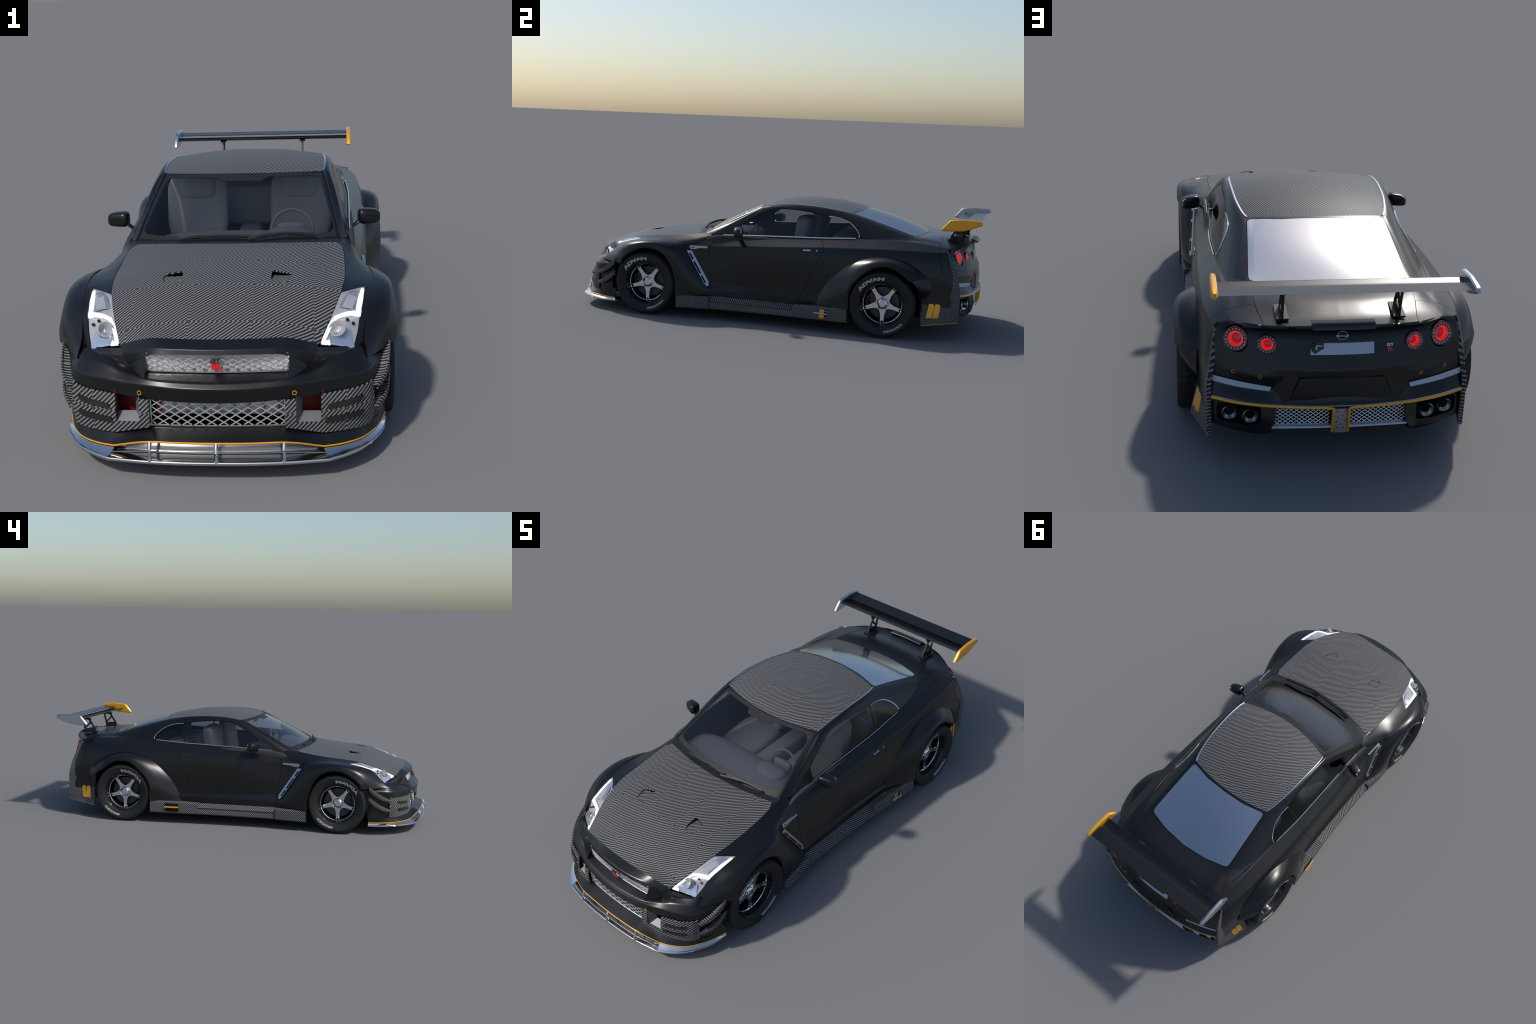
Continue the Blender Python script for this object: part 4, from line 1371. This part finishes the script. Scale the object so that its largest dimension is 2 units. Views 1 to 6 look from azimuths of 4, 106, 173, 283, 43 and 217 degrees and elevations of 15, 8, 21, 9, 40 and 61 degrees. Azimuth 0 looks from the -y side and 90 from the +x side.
yp = [p + np.array([0, .0012, -.0015]) for p in yq if p[0] > .030]
yp = [np.array([.0225, .986, .1945])] + yp
pair('diffuser_upright', *prism([(.966, .112), (.972, .112), (.9885, .150), (.9885, .1955), (.978, .1955)], .0180, .0255, 'yz', .0015), YELLOW)
pair('diffuser_pinstripe', *tube(yp, .0034, 8, flat=(.75, 1.1)), YELLOW)
ye = [p + np.array([0, -.0005, .003]) for p in yq]
pair('bumper_edge_trim', *tube(ye, .0016, 6), SATIN)

# ------------------------------------------------------------------ rear wing
RW = empty('rear_wing', CAR)
def airfoil(le, te, th, camber, n=14):
    le, te = np.array(le), np.array(te)
    ch = te - le
    nrm = np.array([-ch[1], ch[0]]) / np.linalg.norm(ch)
    U, Lo = [], []
    for i in range(n + 1):
        t = (1 - math.cos(math.pi * i / n)) / 2
        c = le + ch * t - nrm * camber * 4 * t * (1 - t)
        h = th * 1.5 * (math.sqrt(t) * (1 - t) + .08 * (1 - t) + .06)
        U.append(c + nrm * h * .5)
        Lo.append(c - nrm * h * .5)
    return U + Lo[::-1][1:]
V, F = merge(prism(airfoil((.868, .5245), (.934, .5215), .0075, .0070), -.337, .337), prism(airfoil((.922, .5310), (.9865, .5355), .0045, .0008), -.337, .337))
obj('wing_blade', V, F, BLACK, RW, 40)
ep = [(.818, .5015), (.826, .513), (.852, .5425), (.860, .547), (.879, .549), (.929, .5535), (.985, .5495), (.995, .546), (1.0, .538), (.9985, .531), (.988, .5255), (.944, .508), (.914, .4995), (.872, .4965), (.832, .4955), (.822, .497)]
for s, m in ((1, YELLOW), (-1, SATIN)):
    V, F = prism(ep, .3365, .3525, 'yz', .004)
    if s < 0:
        V, F, _ = mirrored(V, F)
    obj('wing_endplate', V, F, m, RW, 30)
    bt = []
    for y, z in ((.836, .503), (.860, .5385), (.910, .545), (.907, .506), (.980, .5415), (.9795, .5335)):
        v, f = lathe([(0, .0018), (.0006, .0016), (.0007, 0)], 8)
        bt.append(([(s * (x + .3525), yy_ + y, zz_ + z) for x, yy_, zz_ in v], f if s > 0 else [tuple(reversed(q)) for q in f]))
    obj('endplate_bolts', *merge(*bt), DARK, RW)
    x0, x1 = s * .160 - .003, s * .160 + .003
    bars = [prism([(.838, .4345), (.912, .4275), (.912, .452), (.892, .4555), (.852, .4575)], x0, x1), prism([(.845, .452), (.855, .452), (.893, .509), (.881, .509)], x0, x1), prism([(.904, .448), (.912, .446), (.927, .508), (.918, .508)], x0, x1), prism([(.872, .488), (.878, .495), (.912, .458), (.905, .455)], x0, x1), prism([(.874, .503), (.928, .503), (.928, .5125), (.874, .5125)], x0, x1), prism([(.878, .508), (.926, .508), (.926, .5125), (.878, .5125)], x0 - .008, x1 + .008)]
    fl = []
    for dx in (-.016, .016):
        fl += [(s * .160 + dx, .834), (s * .160 + dx, .914)]
    bs = [(s * .16 - .017, .836, .4365), (s * .16 + .017, .836, .4365), (s * .16 + .017, .914, .4285), (s * .16 - .017, .914, .4285)]
    bars.append(([*bs, *[(a, b, c + .005) for a, b, c in bs]], [(0, 3, 2, 1), (4, 5, 6, 7), (0, 1, 5, 4), (1, 2, 6, 5), (2, 3, 7, 6), (3, 0, 4, 7)]))
    obj('wing_mount', *merge(*bars), PLAST, RW, 20)

# ------------------------------------------------------------------ mirrors and wipers
def mir(p):
    x, y, z = p
    t = (x + .036) / .072
    return (x, y * (1.0 - .25 * t) + .010 * t, z * (1 - .18 * t) - .004 * t * t)
for s in (1, -1):
    me_ = empty('door_mirror', CAR)
    V, F = superq((.3845, -.124, .4275), (.0345, .026, .0250), .55, .55, 22, 32, Matrix.Rotation(.12, 3, 'Z'), mir)
    if s < 0:
        V, F, _ = mirrored(V, F)
    obj('mirror_shell', V, F, BLACK, me_, 60)
    V, F = superq((.3855, -.1015, .4265), (.028, .0035, .0175), .5, .4, 12, 28, Matrix.Rotation(.12, 3, 'Z'))
    if s < 0:
        V, F, _ = mirrored(V, F)
    obj('mirror_glass', V, F, MIRROR, me_, 60)
    V, F = tube(hermite([(.327, -.128, .396), (.340, -.130, .402), (.352, -.130, .411), (.362, -.128, .418)], 4), .0085, 10, flat=(1.3, .6))
    if s < 0:
        V, F, _ = mirrored(V, F)
    obj('mirror_arm', V, F, BLACK, me_, 60)
for P, h in (([(.035, -.372, .420), (.09, -.358, .427), (.15, -.345, .428), (.225, -.333, .419)], 1), ([(-.165, -.352, .417), (-.10, -.354, .424), (-.03, -.358, .427), (.045, -.362, .425)], 1)):
    q = hermite(P, 5)
    o = obj('wiper', *merge(tube(q + [0, 0, .002], .0038, 6, flat=(1, 1.5)), tube([q[0], (q[0] + q[8]) / 2 + [0, -.004, .005], q[8]], .0045, 6)), PLAST)

# ------------------------------------------------------------------ cabin
for s in (1, -1):
    st_ = empty('seat', CAR)
    lean = Matrix.Rotation(-.15, 3, 'X')
    obj('seat_back', *superq((s * .170, .150, .395), (.100, .034, .112), .42, .45, 22, 34, lean), SEAT, st_, 80)
    obj('seat_cushion', *superq((s * .166, .02, .262), (.100, .125, .042), .45, .5, 16, 30, Matrix.Rotation(.1, 3, 'X')), SEAT, st_, 80)
    obj('headrest', *superq((s * .166, .150, .463), (.060, .036, .040), .5, .5, 16, 30, lean), SEAT, st_, 80)
    obj('headrest_post', *merge(*[tube([(s * .166 + d, .135, .40), (s * .166 + d, .131, .45)], .003, 6) for d in (-.02, .02)]), TRIM, st_)
    obj('door_card', *superq((s * .325, .06, .33), (.014, .36, .075), .4, .3, 12, 40), TRIM, None, 60)
obj('dashboard', *superq((0, -.238, .360), (.275, .098, .043), .8, .55, 18, 48), DASH, None, 80)
obj('instrument_hood', *superq((.145, -.195, .388), (.070, .045, .020), .8, .7, 14, 28), DASH, None, 80)
obj('centre_console', *superq((0, .02, .27), (.04, .25, .05), .4, .3, 12, 28), SEAT, None, 60)
sw = empty('steering_wheel', CAR)
q = Matrix.Rotation(1.15, 3, 'X')
c = np.array([.150, -.120, .383])
obj('wheel_rim', *tube([c + np.array(q @ Vector((.063 * math.cos(a), .063 * math.sin(a), 0))) for a in np.linspace(0, 2 * math.pi, 40, endpoint=False)], .0052, 8, True), DASH, sw, 80)
obj('wheel_boss', *superq(c + np.array([0, -.006, -.004]), (.045, .028, .012), .5, .5, 10, 20, q), DASH, sw, 80)
obj('cabin_tub', *merge(box((0, .05, .20), (.33, .36, .006)), box((0, .42, .33), (.29, .006, .12)), box((0, -.335, .30), (.29, .006, .10))), TRIM)
obj('rear_seat', *superq((0, .345, .36), (.25, .06, .07), .4, .3, 12, 32), SEAT, None, 60)
obj('sun_visor', *superq((-.002, -.035, .538), (.075, .012, .010), .4, .3, 10, 24, Matrix.Rotation(.45, 3, 'X')), TRIM, None, 60)
obj('rear_view_mirror', *superq((0, -.045, .520), (.045, .006, .012), .4, .4, 10, 20), PLAST, None, 60)
